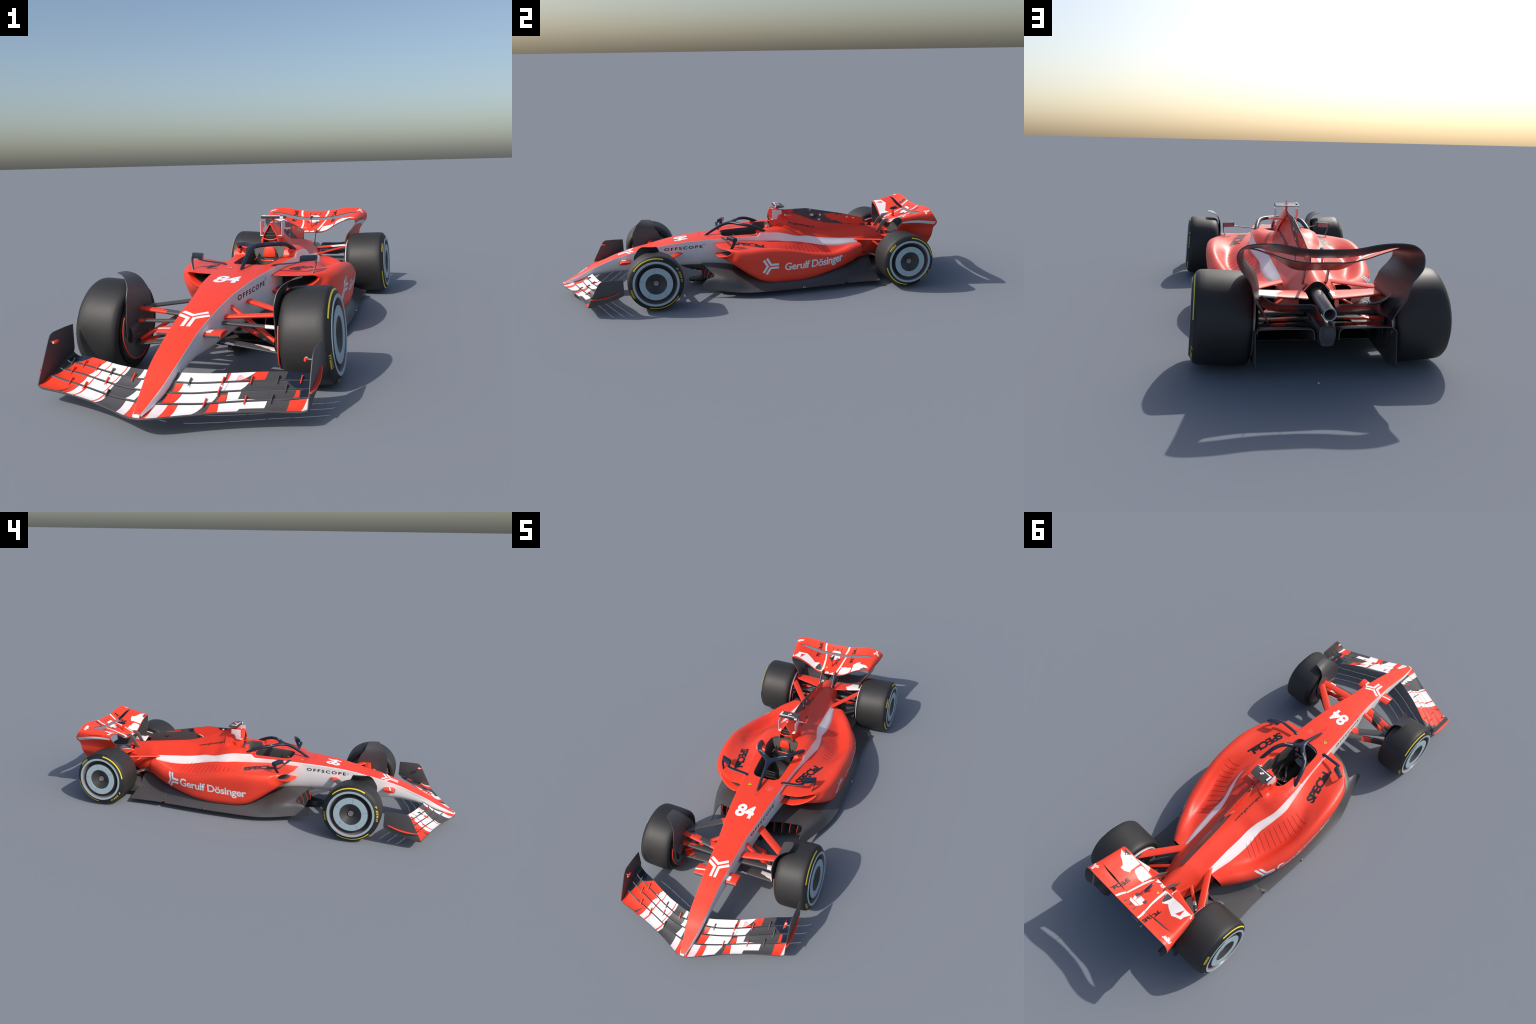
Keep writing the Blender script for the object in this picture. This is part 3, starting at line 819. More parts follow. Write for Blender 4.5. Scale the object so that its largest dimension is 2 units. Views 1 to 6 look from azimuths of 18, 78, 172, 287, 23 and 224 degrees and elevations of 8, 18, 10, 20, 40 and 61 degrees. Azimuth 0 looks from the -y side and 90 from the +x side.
def wheel_parts(width, front):
    """Master wheel in local space: X = outward axle, rim face at x = 0."""
    W = width
    tyre_prof = [(-.0015, .108), (-.0020, .1128), (-.0050, .1185), (-.0080, .1245), (-.0120, .1302), (-.0170, .1342), (-.0240, .1364), (-.040, .1374), (-W / 2, .1378),
                 (-W + .040, .1374), (-W + .024, .1362), (-W + .016, .1338), (-W + .010, .1295), (-W + .006, .1235), (-W + .005, .117), (-W + .007, .110), (-W + .02, .106)]
    def side(r):   # axial position of the outer sidewall at radius r
        return pchip([.108, .1128, .1185, .1245, .1302, .1342], [-.0015, -.0020, -.0050, -.0080, -.0120, -.0170], r) + 0.0005
    rim = lathe("wheel", [(-W + .004, .100), (-W + .001, .107), (-W + .0015, .1105), (-W + .006, .1105), (-W + .02, .104), (-.012, .104), (-.0030, .1095), (-.0005, .1122), (0.0, .1118), (0.0, .1025), (-.001, .1015)], [SLATE, SIDEWALL], car, mat_idx=(lambda i: 1 if i < 5 else 0) if front else (lambda i: 0))
    kids = [rim]
    kids.append(lathe("rim_wall", [(-.001, .1015), (-.006, .0995), (-.018, .0978), (-.0215, .0970)], RIMWALL, rim))
    kids.append(lathe("rim_groove", [(-.0215, .0972), (-.0225, .090), (-.016, .0850), (-.006, .0822), (-.0025, .0808)], HUBDARK, rim))
    for k in range(5):
        a0 = math.radians(93 + 72 * k) + 0.009
        a1 = math.radians(93 + 72 * (k + 1)) - 0.009
        rows = []
        for i in range(18):
            t = a0 + (a1 - a0) * i / 17
            rows.append([Vector((x, r * math.cos(t), r * math.sin(t))) for x, r in ((-.006, .0806), (-.0014, .0806), (-.0008, .080), (-.0008, .0522), (-.0014, .0516), (-.006, .0516))])
        kids.append(grid("wheel_cover_segment", rows, SLATE, rim, cap=True, angle=35))
    kids.append(lathe("wheel_cover_seam", [(-.0030, .0803), (-.0030, .0518)], RIMWALL, rim))
    kids.append(lathe("wheel_dish", [(-.0022, .0520), (-.0040, .050), (-.021, .016), (-.0225, .0135)], HUBDARK, rim))
    kids.append(lathe("wheel_nut", [(-.0225, .0138), (-.016, .0128), (-.0155, .0105), (-.018, .0085), (-.018, .0055), (-.0145, .0045), (-.0145, .0001)], paint("nut_metal", (0.30, 0.27, 0.30), 0.35, 0.4), rim, seg=40))
    t = lathe("tyre", tyre_prof, [TYRE, SIDEWALL], rim, seg=128, mat_idx=lambda i: 1 if i < 5 or i > 11 else 0)
    t.data.set_sharp_from_angle(angle=math.radians(75))
    kids.append(t)
    # markings: two arcs and two words on the outer wall
    for a0, a1 in ((71, 146), (-108, -34)):
        kids.append(grid("tyre_band", ring_arc(a0, a1, .1224, .1274, side), YELLOW, rim))
    for word, mid, size, sp, sh in (("P ZERO", 18, .0200, 1.18, 0.25), ("PIRELLI", 200.5, .0150, 0.98, 0.0)):
        me = text_mesh(word, size, sp, 0.00035 if mid == 18 else 0.0006, sh)
        bm = bmesh.new(); bm.from_mesh(me)
        for v in bm.verts:
            r = .1243 + v.co.y * 0.58
            a = math.radians(mid) - v.co.x / .1245
            v.co = Vector((side(r) + 0.0003, r * math.cos(a), r * math.sin(a)))
        bmesh.ops.recalc_face_normals(bm, faces=bm.faces)
        bm.to_mesh(me); bm.free()
        me.materials.append(YELLOW)
        o = bpy.data.objects.new("tyre_lettering", me)
        link(o, rim)
        kids.append(o)
    kids.append(grid("tyre_underline", ring_arc(189.5, 212, .1180, .1190, side, 16), YELLOW, rim))
    # brake drum closing the inner side
    drum_r = .098 if front else .096
    kids.append(lathe("brake_drum", [(-W + .010, .103), (-W - .001, drum_r), (-W - .003, drum_r - .004), (-W - .003, .0005)] , DRUM, rim, seg=64))
    if not front:
        kids.append(lathe("rim_lip", [(-W + .001, .1105), (-W - .0015, .1095), (-W - .0015, .1065), (-W + .002, .105)], PALE, rim, seg=96))
    return kids

def place_wheels():
    spec = [("front", True, .146, (.3788, -.5241, .1432), (1, .003, .076)), ("rear", False, .176, (.3707, .7927, .1450), (1, -.017, .052))]
    for nm, front, W, pos, nrm in spec:
        kids = wheel_parts(W, front)
        for s, spin in ((1, 0 if front else -60), (-1, -9 if front else -64)):
            n = Vector((nrm[0] * s, nrm[1], nrm[2])).normalized()
            z = (Vector((0, 0, 1)) - n * n.z).normalized()
            y = z.cross(n)
            M = Matrix((n, y, z)).transposed().to_4x4()
            M.translation = Vector((pos[0] * s, pos[1], pos[2]))
            M = M @ Matrix.Rotation(math.radians(spin), 4, 'X')
            if s == 1:
                rim = kids[0]
                rim.matrix_basis = M
            else:
                rim = kids[0].copy()
                link(rim, car)
                rim.matrix_basis = M
                for k in kids[1:]:
                    c = k.copy()
                    link(c, rim)
place_wheels()

# ------------------------------------------------------------------ front wing
FW_LINES = [
    Table([(0, -.9985, .0535), (.014, -.9965, .0535), (.044, -.984, .053), (.062, -.974, .053), (.113, -.947, .053), (.159, -.927, .0545), (.224, -.901, .0535), (.287, -.878, .051), (.347, -.858, .048), (.361, -.853, .051)]),
    Table([(0, -.942, .067), (.025, -.939, .067), (.069, -.925, .065), (.131, -.899, .062), (.178, -.878, .062), (.243, -.849, .061), (.308, -.823, .060), (.361, -.800, .062)]),
    Table([(0, -.898, .080), (.033, -.895, .079), (.087, -.882, .077), (.150, -.862, .079), (.235, -.822, .077), (.299, -.789, .072), (.345, -.766, .069), (.361, -.757, .073)]),
    Table([(0, -.870, .096), (.038, -.867, .096), (.079, -.860, .094), (.160, -.831, .0935), (.227, -.795, .089), (.285, -.764, .085), (.340, -.735, .080), (.361, -.722, .086)]),
    Table([(0, -.843, .112), (.04, -.841, .112), (.101, -.821, .108), (.150, -.802, .106), (.219, -.766, .103), (.274, -.734, .098), (.335, -.700, .088), (.361, -.684, .094)])]

def fw_point(e, x, t, lift=0.0):
    """Upper surface of element e at span x (signed) and chord fraction t."""
    ax = abs(x)
    y0, z0 = FW_LINES[e](ax)
    y1, z1 = FW_LINES[e + 1](ax)
    if e > 0:
        z0 += 0.0022
        y0 += 0.0012
    if e < 3:
        y1 -= 0.0015
        z1 -= 0.0010
    sag = 0.0022 if e else 0.0035
    return Vector((x, y0 + (y1 - y0) * t, z0 + (z1 - z0) * t - sag * math.sin(math.pi * t) + lift))

def front_wing():
    N = 121
    xs = frange(-0.3605, 0.3605, N)
    for e in range(4):
        rows = []
        th = 0.0050 if e else 0.0065
        for x in xs:
            up = [fw_point(e, x, t) for t in (0.03, 0.10, 0.2, 0.35, 0.5, 0.65, 0.8, 0.92, 1.0)]
            fy, fz = FW_LINES[e](abs(x))
            le = fw_point(e, x, 0.0)
            nose = [Vector((x, le.y, le.z - 0.0012)), Vector((x, le.y - 0.0002, le.z - 0.0026)), Vector((x, le.y + 0.002, le.z - th * 0.85))]
            lo = [fw_point(e, x, t) - Vector((0, 0, th * k)) for t, k in ((0.98, 0.25), (0.75, 0.6), (0.45, 0.95), (0.2, 1.0))]
            rows.append(nose[:2][::-1] + up + lo + [nose[2]])
        v, f = grid_data(rows, close_v=True)
        nv = len(rows[0])
        f += [tuple(range(nv))[::-1], tuple(range((N - 1) * nv, N * nv))]
        base = [CARBON, RED][0]
        o = mesh_obj("front_wing_plane" if e == 0 else "front_wing_flap", v, f, CARBON)
        clean(o)
        o.data.set_sharp_from_angle(angle=math.radians(50))

def fw_patch(e, xa, xb, mat, t0=0.03, t1=0.985, xa1=None, xb1=None):
    """Livery patch on element e between spans xa..xb (xa1..xb1 at the trailing side)."""
    xa1 = xa if xa1 is None else xa1
    xb1 = xb if xb1 is None else xb1
    n = max(3, int(abs(xb - xa) / 0.006) + 2)
    rows = []
    for t in frange(t0, t1, 9):
        k = (t - t0) / (t1 - t0)
        a, b = xa + (xa1 - xa) * k, xb + (xb1 - xb) * k
        rows.append([fw_point(e, a + (b - a) * i / (n - 1), t, 0.0006) for i in range(n)])
    o = grid("wing_livery_patch", rows, mat)
    if o.data.polygons[0].normal.z < 0:
        o.data.flip_normals()
    return o

front_wing()

def fw_livery():
    P = fw_patch
    skew = 0.012       # patches lean outwards towards the trailing edge
    # ---- right half (x > 0): element 0 .. 3
    P(0, -0.034, 0.020, RED, 0.02)
    P(0, 0.020, 0.044, PALE, 0.02, xa1=.020, xb1=.05)
    P(0, 0.044, 0.070, RED, 0.02, xa1=.05, xb1=.072)
    P(0, 0.070, 0.112, WHITE, 0.02, xa1=.072, xb1=.128)
    P(0, 0.112, 0.138, GREY, 0.02, xa1=.128, xb1=.140)
    P(0, 0.138, 0.166, RED, 0.02, xa1=.140, xb1=.158)
    P(0, 0.166, 0.208, WHITE, 0.02, xa1=.158, xb1=.210)
    P(0, 0.208, 0.262, WHITE, 0.42, xa1=.210, xb1=.262)
    P(0, 0.314, 0.346, RED, 0.04, xa1=.312, xb1=.350)
    P(0, 0.3465, 0.359, PALE, 0.04, xa1=.3505, xb1=.359)
    P(1, 0.034, 0.058, RED, xa1=.034, xb1=.066)
    P(1, 0.060, 0.142, WHITE, xa1=.067, xb1=.150)
    P(1, 0.142, 0.150, GREY, xa1=.150, xb1=.156)
    P(1, 0.150, 0.170, RED, xa1=.156, xb1=.170, t1=.8)
    P(1, 0.172, 0.236, WHITE, xa1=.172, xb1=.205, t1=.22)
    P(1, 0.172, 0.196, WHITE, t0=.24, xa1=.170, xb1=.198)
    P(1, 0.318, 0.331, RED, xa1=.318, xb1=.326)
    P(1, 0.333, 0.359, NAVY, xa1=.328, xb1=.359)
    P(2, 0.042, 0.055, RED, xa1=.042, xb1=.060)
    P(2, 0.056, 0.150, WHITE, xa1=.061, xb1=.156)
    P(2, 0.150, 0.159, COOL_WHITE, xa1=.156, xb1=.162)
    P(2, 0.160, 0.196, WHITE, xa1=.163, xb1=.208)
    P(2, 0.318, 0.350, NAVY, xa1=.290, xb1=.340)
    P(3, 0.042, 0.150, WHITE, xa1=.046, xb1=.150)
    P(3, 0.1495, 0.154, GREY, xa1=.1495, xb1=.154)
    P(3, 0.154, 0.159, RED, xa1=.154, xb1=.159)
    P(3, 0.159, 0.186, WHITE, xa1=.159, xb1=.214)
    P(3, 0.178, 0.208, RED, t1=.75, xa1=.176, xb1=.184)
    P(3, 0.209, 0.240, RED, xa1=.210, xb1=.241)
    P(3, 0.284, 0.357, NAVY, xa1=.284, xb1=.350)
    # ---- left half (x < 0)
    P(0, -0.064, -0.036, PALE, 0.02, xa1=-.060, xb1=-.034)
    P(0, -0.150, -0.142, WHITE, 0.02, xa1=-.134, xb1=-.126)
    P(0, -0.156, -0.150, RED, 0.02, xa1=-.140, xb1=-.134)
    P(0, -0.220, -0.156, WHITE, 0.02, xa1=-.205, xb1=-.140)
    P(0, -0.252, -0.226, WHITE, 0.02, xa1=-.236, xb1=-.212)
    P(0, -0.226, -0.220, RED, 0.02, xa1=-.212, xb1=-.205)
    P(0, -0.274, -0.252, RED, 0.02, xa1=-.252, xb1=-.236)
    P(0, -0.359, -0.284, RED, 0.04, xa1=-.359, xb1=-.252)
    P(1, -0.065, -0.036, WHITE, xa1=-.050, xb1=-.036)
    P(1, -0.142, -0.134, WHITE, xa1=-.130, xb1=-.124)
    P(1, -0.146, -0.142, RED, xa1=-.134, xb1=-.130)
    P(1, -0.208, -0.146, WHITE, xa1=-.198, xb1=-.134)
    P(1, -0.214, -0.208, RED, xa1=-.203, xb1=-.198)
    P(1, -0.236, -0.214, WHITE, xa1=-.226, xb1=-.203)
    P(1, -0.345, -0.236, RED, xa1=-.335, xb1=-.226)
    P(2, -0.060, -0.040, WHITE, xa1=-.050, xb1=-.040)
    P(2, -0.130, -0.122, WHITE, xa1=-.120, xb1=-.114)
    P(2, -0.134, -0.130, RED, xa1=-.123, xb1=-.120)
    P(2, -0.196, -0.134, WHITE, xa1=-.188, xb1=-.123)
    P(2, -0.201, -0.196, RED, xa1=-.193, xb1=-.188)
    P(2, -0.226, -0.201, WHITE, xa1=-.212, xb1=-.193)
    P(2, -0.325, -0.226, RED, xa1=-.318, xb1=-.212)
    P(3, -0.064, -0.046, WHITE, xa1=-.056, xb1=-.046)
    P(3, -0.116, -0.108, WHITE, xa1=-.112, xb1=-.104)
    P(3, -0.121, -0.116, RED, xa1=-.116, xb1=-.112)
    P(3, -0.178, -0.121, WHITE, xa1=-.172, xb1=-.116)
    P(3, -0.182, -0.178, RED, xa1=-.176, xb1=-.172)
    P(3, -0.220, -0.182, WHITE, xa1=-.196, xb1=-.176)
    P(3, -0.310, -0.220, RED, xa1=-.262, xb1=-.198)
    P(3, -0.350, -0.311, NAVY, xa1=-.345, xb1=-.263)
fw_livery()

def fw_details():
    # endplates
    out = [(-.853, .050), (-.846, .066), (-.808, .138), (-.797, .158), (-.787, .169), (-.774, .1735), (-.720, .174), (-.679, .1725), (-.678, .101), (-.682, .092), (-.717, .076), (-.766, .062), (-.800, .056), (-.822, .048)]
    ep = prism("front_wing_endplate", out, .3600, .3628, 0, CARBON, bevel=0.0008)
    both(ep)
    # outboard dive blade
    pts = spline([(.3632, -.838, .086), (.3668, -.800, .086), (.3688, -.750, .093), (.3690, -.700, .108)], 18)
    rows = []
    for i, p in enumerate(pts):
        w = 0.009 * math.sin(math.pi * (0.12 + 0.8 * i / 17)) + 0.001
        rows.append([Vector((.3622, p.y, p.z)), Vector((.3622 + w, p.y, p.z - 0.0015)), Vector((.3622 + w + .001, p.y, p.z - .0005)), Vector((.3622 + w, p.y, p.z + .0012)), Vector((.3622, p.y, p.z + .002))])
    both(grid("dive_blade", rows, RED, close_v=True, cap=True))
    # fillet between wing tip and endplate
    # bullets on the inner faces
    for s in (-1, 1):
        rows = []
        for k in range(9):
            t = k / 8
            r = 0.0048 * math.sqrt(max(0.02, math.sin(math.pi * (0.08 + 0.87 * t))))
            rows.append([Vector((s * (.344) + r * math.cos(a), -.801 + .026 * t, .151 + r * math.sin(a))) for a in frange(0, 2 * math.pi * 13 / 14, 14)])
        grid("sensor_bullet", rows, camo("bullet_livery", [(0, RED_C), (0.55, WHITE_C), (0.7, RED_C)], 60), close_v=True, cap=True)
        tube("sensor_stem", [(s * .345, -.788, .151), (s * .361, -.788, .151)], (0.0022, 0.0022), STEEL, seg=10)
    # slot-gap brackets
    br = {1: (.128, .214, .272), 2: (.150, .295), 3: (.075, .150, .212, .270, .322)}
    for e, xs in br.items():
        for i, x in enumerate(xs):
            for s in (-1, 1):
                p = fw_point(e, s * x, 0.05)
                m = [RED, CARBON, RED][(i + e + (s > 0)) % 3]
                prism("slot_bracket", [(p.y - .016, p.z - .004), (p.y - .008, p.z + .001), (p.y + .001, p.z + .007), (p.y + .006, p.z + .010), (p.y + .012, p.z + .005), (p.y + .020, p.z + .0045), (p.y + .004, p.z - .002)], s * x - .0012, s * x + .0012, 0, m)
    for x in (.128, .214, .272):
        pass
    # cameras on the nose flanks
    sec = [(-.695, .1665), (-.6945, .1612), (-.690, .1598), (-.660, .1605), (-.640, .166), (-.6385, .1685), (-.645, .1722), (-.668, .1738), (-.686, .1725)]
    pod = prism("nose_camera", sec, .035, .0935, 0, RED, bevel=0.0015)
    both(pod)
    both(prism("nose_camera_lens", [(.046, .1618), (.090, .1618), (.090, .1676), (.046, .1676)], -.6965, -.693, 1, CARBON, bevel=0.001))
    for s in (1, -1):
        prism("nose_camera_print", [(s * .047, -.686), (s * .064, -.686), (s * .064, -.664), (s * .047, -.662)] if s > 0 else [(-.094, -.672), (-.05, -.664), (-.05, -.670), (-.094, -.679)], .1725, .1743, 2, WHITE)
fw_details()

# ------------------------------------------------------------------ rear wing
RW = [  # front edge, slot (main side), slot (flap side), rear edge: from centre to tip and down
    ((0, .789, .279), (0, .922, .325), (0, .921, .340), (0, .9635, .368)),
    ((.030, .789, .279), (.030, .922, .325), (.030, .921, .3395), (.030, .9635, .368)),
    ((.058, .792, .280), (.058, .921, .3255), (.058, .921, .3415), (.055, .9635, .3685)),
    ((.081, .795, .287), (.085, .917, .329), (.085, .921, .345), (.083, .9635, .3718)),
    ((.105, .795, .301), (.107, .915, .333), (.107, .920, .349), (.105, .9635, .3762)),
    ((.125, .795, .3145), (.125, .913, .338), (.125, .920, .353), (.128, .9635, .3803)),
    ((.155, .795, .330), (.152, .911, .347), (.152, .919, .359), (.158, .9635, .3832)),
    ((.180, .794, .3385), (.178, .911, .355), (.178, .917, .3645), (.190, .9635, .3835)),
    ((.200, .794, .3425), (.200, .9095, .3618), (.200, .912, .366), (.210, .9630, .3818)),
    ((.212, .796, .343), (.217, .908, .3645), (.217, .908, .3645), (.228, .9625, .3775)),
    ((.219, .798, .340), (.230, .905, .360), (.230, .905, .360), (.245, .9655, .366)),
    ((.222, .801, .333), (.2375, .902, .346), (.2375, .902, .346), (.253, .974, .350)),
    ((.2215, .800, .320), (.236, .900, .322), (.236, .900, .322), (.2455, .994, .321)),
    ((.211, .796, .302), (.222, .900, .303), (.222, .900, .303), (.230, 1.0005, .301)),
    ((.196, .791, .283), (.207, .895, .282), (.207, .895, .282), (.217, .991, .279)),
    ((.186, .788, .268), (.199, .890, .263), (.199, .890, .263), (.212, .990, .258)),
    ((.176, .790, .230), (.190, .890, .230), (.190, .890, .230), (.2045, .989, .233)),
    ((.178, .797, .190), (.181, .890, .198), (.181, .890, .198), (.183, .990, .204)),
    ((.174, .802, .160), (.169, .890, .166), (.169, .890, .166), (.171, .980, .175))]
NS = 72
RW_T = [spline([r[k] for r in RW], 400) for k in range(4)]

def rw_track(k):
    """Resample the four lines with matching parameters (station index based)."""
    out = []
    pts = [Vector(r[k]) for r in RW]
    fine = spline(pts, 400)
    # cumulative station lookup
    idx = []
    j = 0
    for p in pts:
        best = min(range(j, 400), key=lambda i: (fine[i] - p).length)
        idx.append(best)
        j = best
    n = len(pts)
    for i in range(NS + 1):
        s = (n - 1) * i / NS
        a = min(int(s), n - 2)
        f = idx[a] + (idx[a + 1] - idx[a]) * (s - a)
        q = min(int(f), 398)
        out.append(fine[q].lerp(fine[q + 1], f - q))
    return out
RWL = [rw_track(k) for k in range(4)]
SLOT_I = int(NS * 9 / (len(RW) - 1))     # beyond this the slot has closed

def rw_point(i, t, flap, lift=0.0):
    a, b = (RWL[2][i], RWL[3][i]) if flap else (RWL[0][i], RWL[1][i])
    s = i / NS * (len(RW) - 1)
    sag = (-0.002 if not flap else 0.002) * max(0.0, 1 - s / 9.5)
    p = a.lerp(b, t) - Vector((0, 0, sag * math.sin(math.pi * t)))
    return p

def rw_surface(i, t, flap, side=1, lift=0.0):
    p = rw_point(i, t, flap)
    if lift:
        i2, i1 = min(i + 1, NS), max(i - 1, 0)
        du = rw_point(i2, t, flap) - rw_point(i1, t, flap)
        if i == 0:
            du = Vector((1, 0, 0))
        dv = rw_point(i, min(1, t + .02), flap) - rw_point(i, max(0, t - .02), flap)
        n = du.cross(dv).normalized()
        p = p + n * lift
    return Vector((p.x * side, p.y, p.z))

UNDER = camo('wing_underside', [(0, CARBON_C), (.66, RED_C), (.82, CARBON_C), (.88, NAVY_C), (.96, WHITE_C)], 9, seed=1.9)
def rear_wing():
    TS = frange(0, 1, 14)
    rows_m = [[rw_surface(i, t, False, -1) for t in TS] for i in range(NS, 0, -1)] + [[rw_surface(i, t, False) for t in TS] for i in range(NS + 1)]
    rows_f = [[rw_surface(i, t, True, -1) for t in TS] for i in range(NS, 0, -1)] + [[rw_surface(i, t, True) for t in TS] for i in range(NS + 1)]
    n = len(rows_m)
    def build(name, rows, i0, i1):
        return grid(name, rows[i0:i1], [RED, UNDER, CARBON], thick=0.0032, offset=-1, flip=True)
    c = NS
    a, b = c - SLOT_I, c + SLOT_I + 1
    m = build("rear_wing_main", rows_m, a, b)
    f = build("rear_wing_flap", rows_f, a, b)
    tips = []
    for lo, hi in ((0, a + 1), (b - 1, n)):
        full = [rm[:-1] + rf for rm, rf in zip(rows_m[lo:hi], rows_f[lo:hi])]
        tips.append(build("rear_wing_endplate", full, 0, len(full)))
    return m, f, tips
RWM, RWF, RWE = rear_wing()

# ------------------------------------------------------------------ floor and diffuser
FLOOR = [  # rows from the chassis out to the floor edge
    [(.055, -.274, .126), (.080, -.268, .130), (.120, -.258, .131), (.165, -.240, .120), (.205, -.221, .099), (.2120, -.262, .084), (.2170, -.285, .064), (.2245, -.297, .038)],
    [(.055, -.262, .126), (.080, -.256, .1305), (.121, -.246, .1305), (.167, -.229, .119), (.211, -.214, .0975), (.2190, -.246, .0845), (.2235, -.262, .062), (.2310, -.270, .0365)],
    [(.055, -.225, .124), (.083, -.222, .130), (.126, -.215, .1275), (.175, -.206, .115), (.222, -.197, .0975), (.2330, -.208, .0835), (.2375, -.217, .060), (.2440, -.222, .034)],
    [(.055, -.165, .118), (.088, -.165, .126), (.136, -.165, .119), (.188, -.165, .108), (.238, -.163, .0955), (.2520, -.163, .081), (.2590, -.164, .056), (.2660, -.165, .030)],
    [(.055, -.115, .110), (.090, -.115, .116), (.142, -.115, .109), (.195, -.115, .099), (.246, -.115, .0870), (.2650, -.115, .0700), (.2750, -.115, .047), (.2840, -.115, .0275)],
    [(.055, -.060, .092), (.090, -.060, .096), (.145, -.060, .091), (.200, -.060, .084), (.248, -.060, .0710), (.2700, -.060, .0560), (.2860, -.060, .038), (.2995, -.060, .0270)],
    [(.055, .000, .075), (.090, .000, .078), (.150, .000, .076), (.205, .000, .073), (.254, .000, .0660), (.2770, .000, .0500), (.2950, .000, .036), (.3085, .000, .0285)],
    [(.055, .060, .065), (.090, .060, .066), (.155, .060, .066), (.215, .060, .066), (.266, .060, .0640), (.2830, .060, .0480), (.2980, .060, .036), (.3120, .060, .0300)],
    [(.055, .140, .062), (.090, .140, .063), (.160, .140, .063), (.225, .140, .064), (.274, .140, .0640), (.2870, .140, .0470), (.3000, .140, .036), (.3122, .140, .0305)],
    [(.055, .220, .062), (.090, .220, .064), (.160, .220, .065), (.225, .220, .067), (.274, .220, .0650), (.2870, .220, .0470), (.2990, .220, .036), (.3105, .220, .0300)],
    [(.055, .300, .066), (.090, .300, .070), (.155, .300, .073), (.215, .300, .075), (.266, .300, .0700), (.2820, .300, .0490), (.2950, .300, .037), (.3065, .300, .0300)],
    [(.055, .380, .072), (.090, .380, .078), (.145, .380, .083), (.200, .380, .086), (.246, .380, .0780), (.2680, .380, .0530), (.2860, .380, .038), (.3015, .380, .0300)],
    [(.055, .462, .080), (.085, .462, .088), (.130, .462, .094), (.170, .462, .095), (.210, .462, .0840), (.2400, .462, .0560), (.2650, .462, .040), (.2950, .462, .0290)],
    [(.055, .474, .081), (.085, .474, .089), (.128, .474, .095), (.166, .474, .095), (.205, .474, .0840), (.2350, .474, .0560), (.2550, .474, .0425), (.2720, .474, .0385)],
    [(.055, .487, .082), (.085, .487, .090), (.126, .487, .096), (.162, .487, .095), (.200, .487, .0840), (.2330, .487, .0565), (.2590, .487, .041), (.2915, .487, .0290)],
    [(.055, .540, .088), (.080, .540, .096), (.115, .540, .100), (.145, .540, .097), (.178, .540, .0790), (.2130, .540, .0560), (.2450, .540, .043), (.2890, .540, .0285)],
    [(.050, .600, .094), (.075, .600, .101), (.105, .600, .104), (.130, .600, .099), (.158, .600, .0800), (.1920, .600, .0570), (.2280, .600, .046), (.2900, .600, .0280)],
    [(.050, .664, .100), (.072, .664, .106), (.098, .664, .107), (.120, .664, .102), (.145, .664, .0820), (.1780, .664, .0600), (.2150, .664, .048), (.2920, .664, .0280)]]

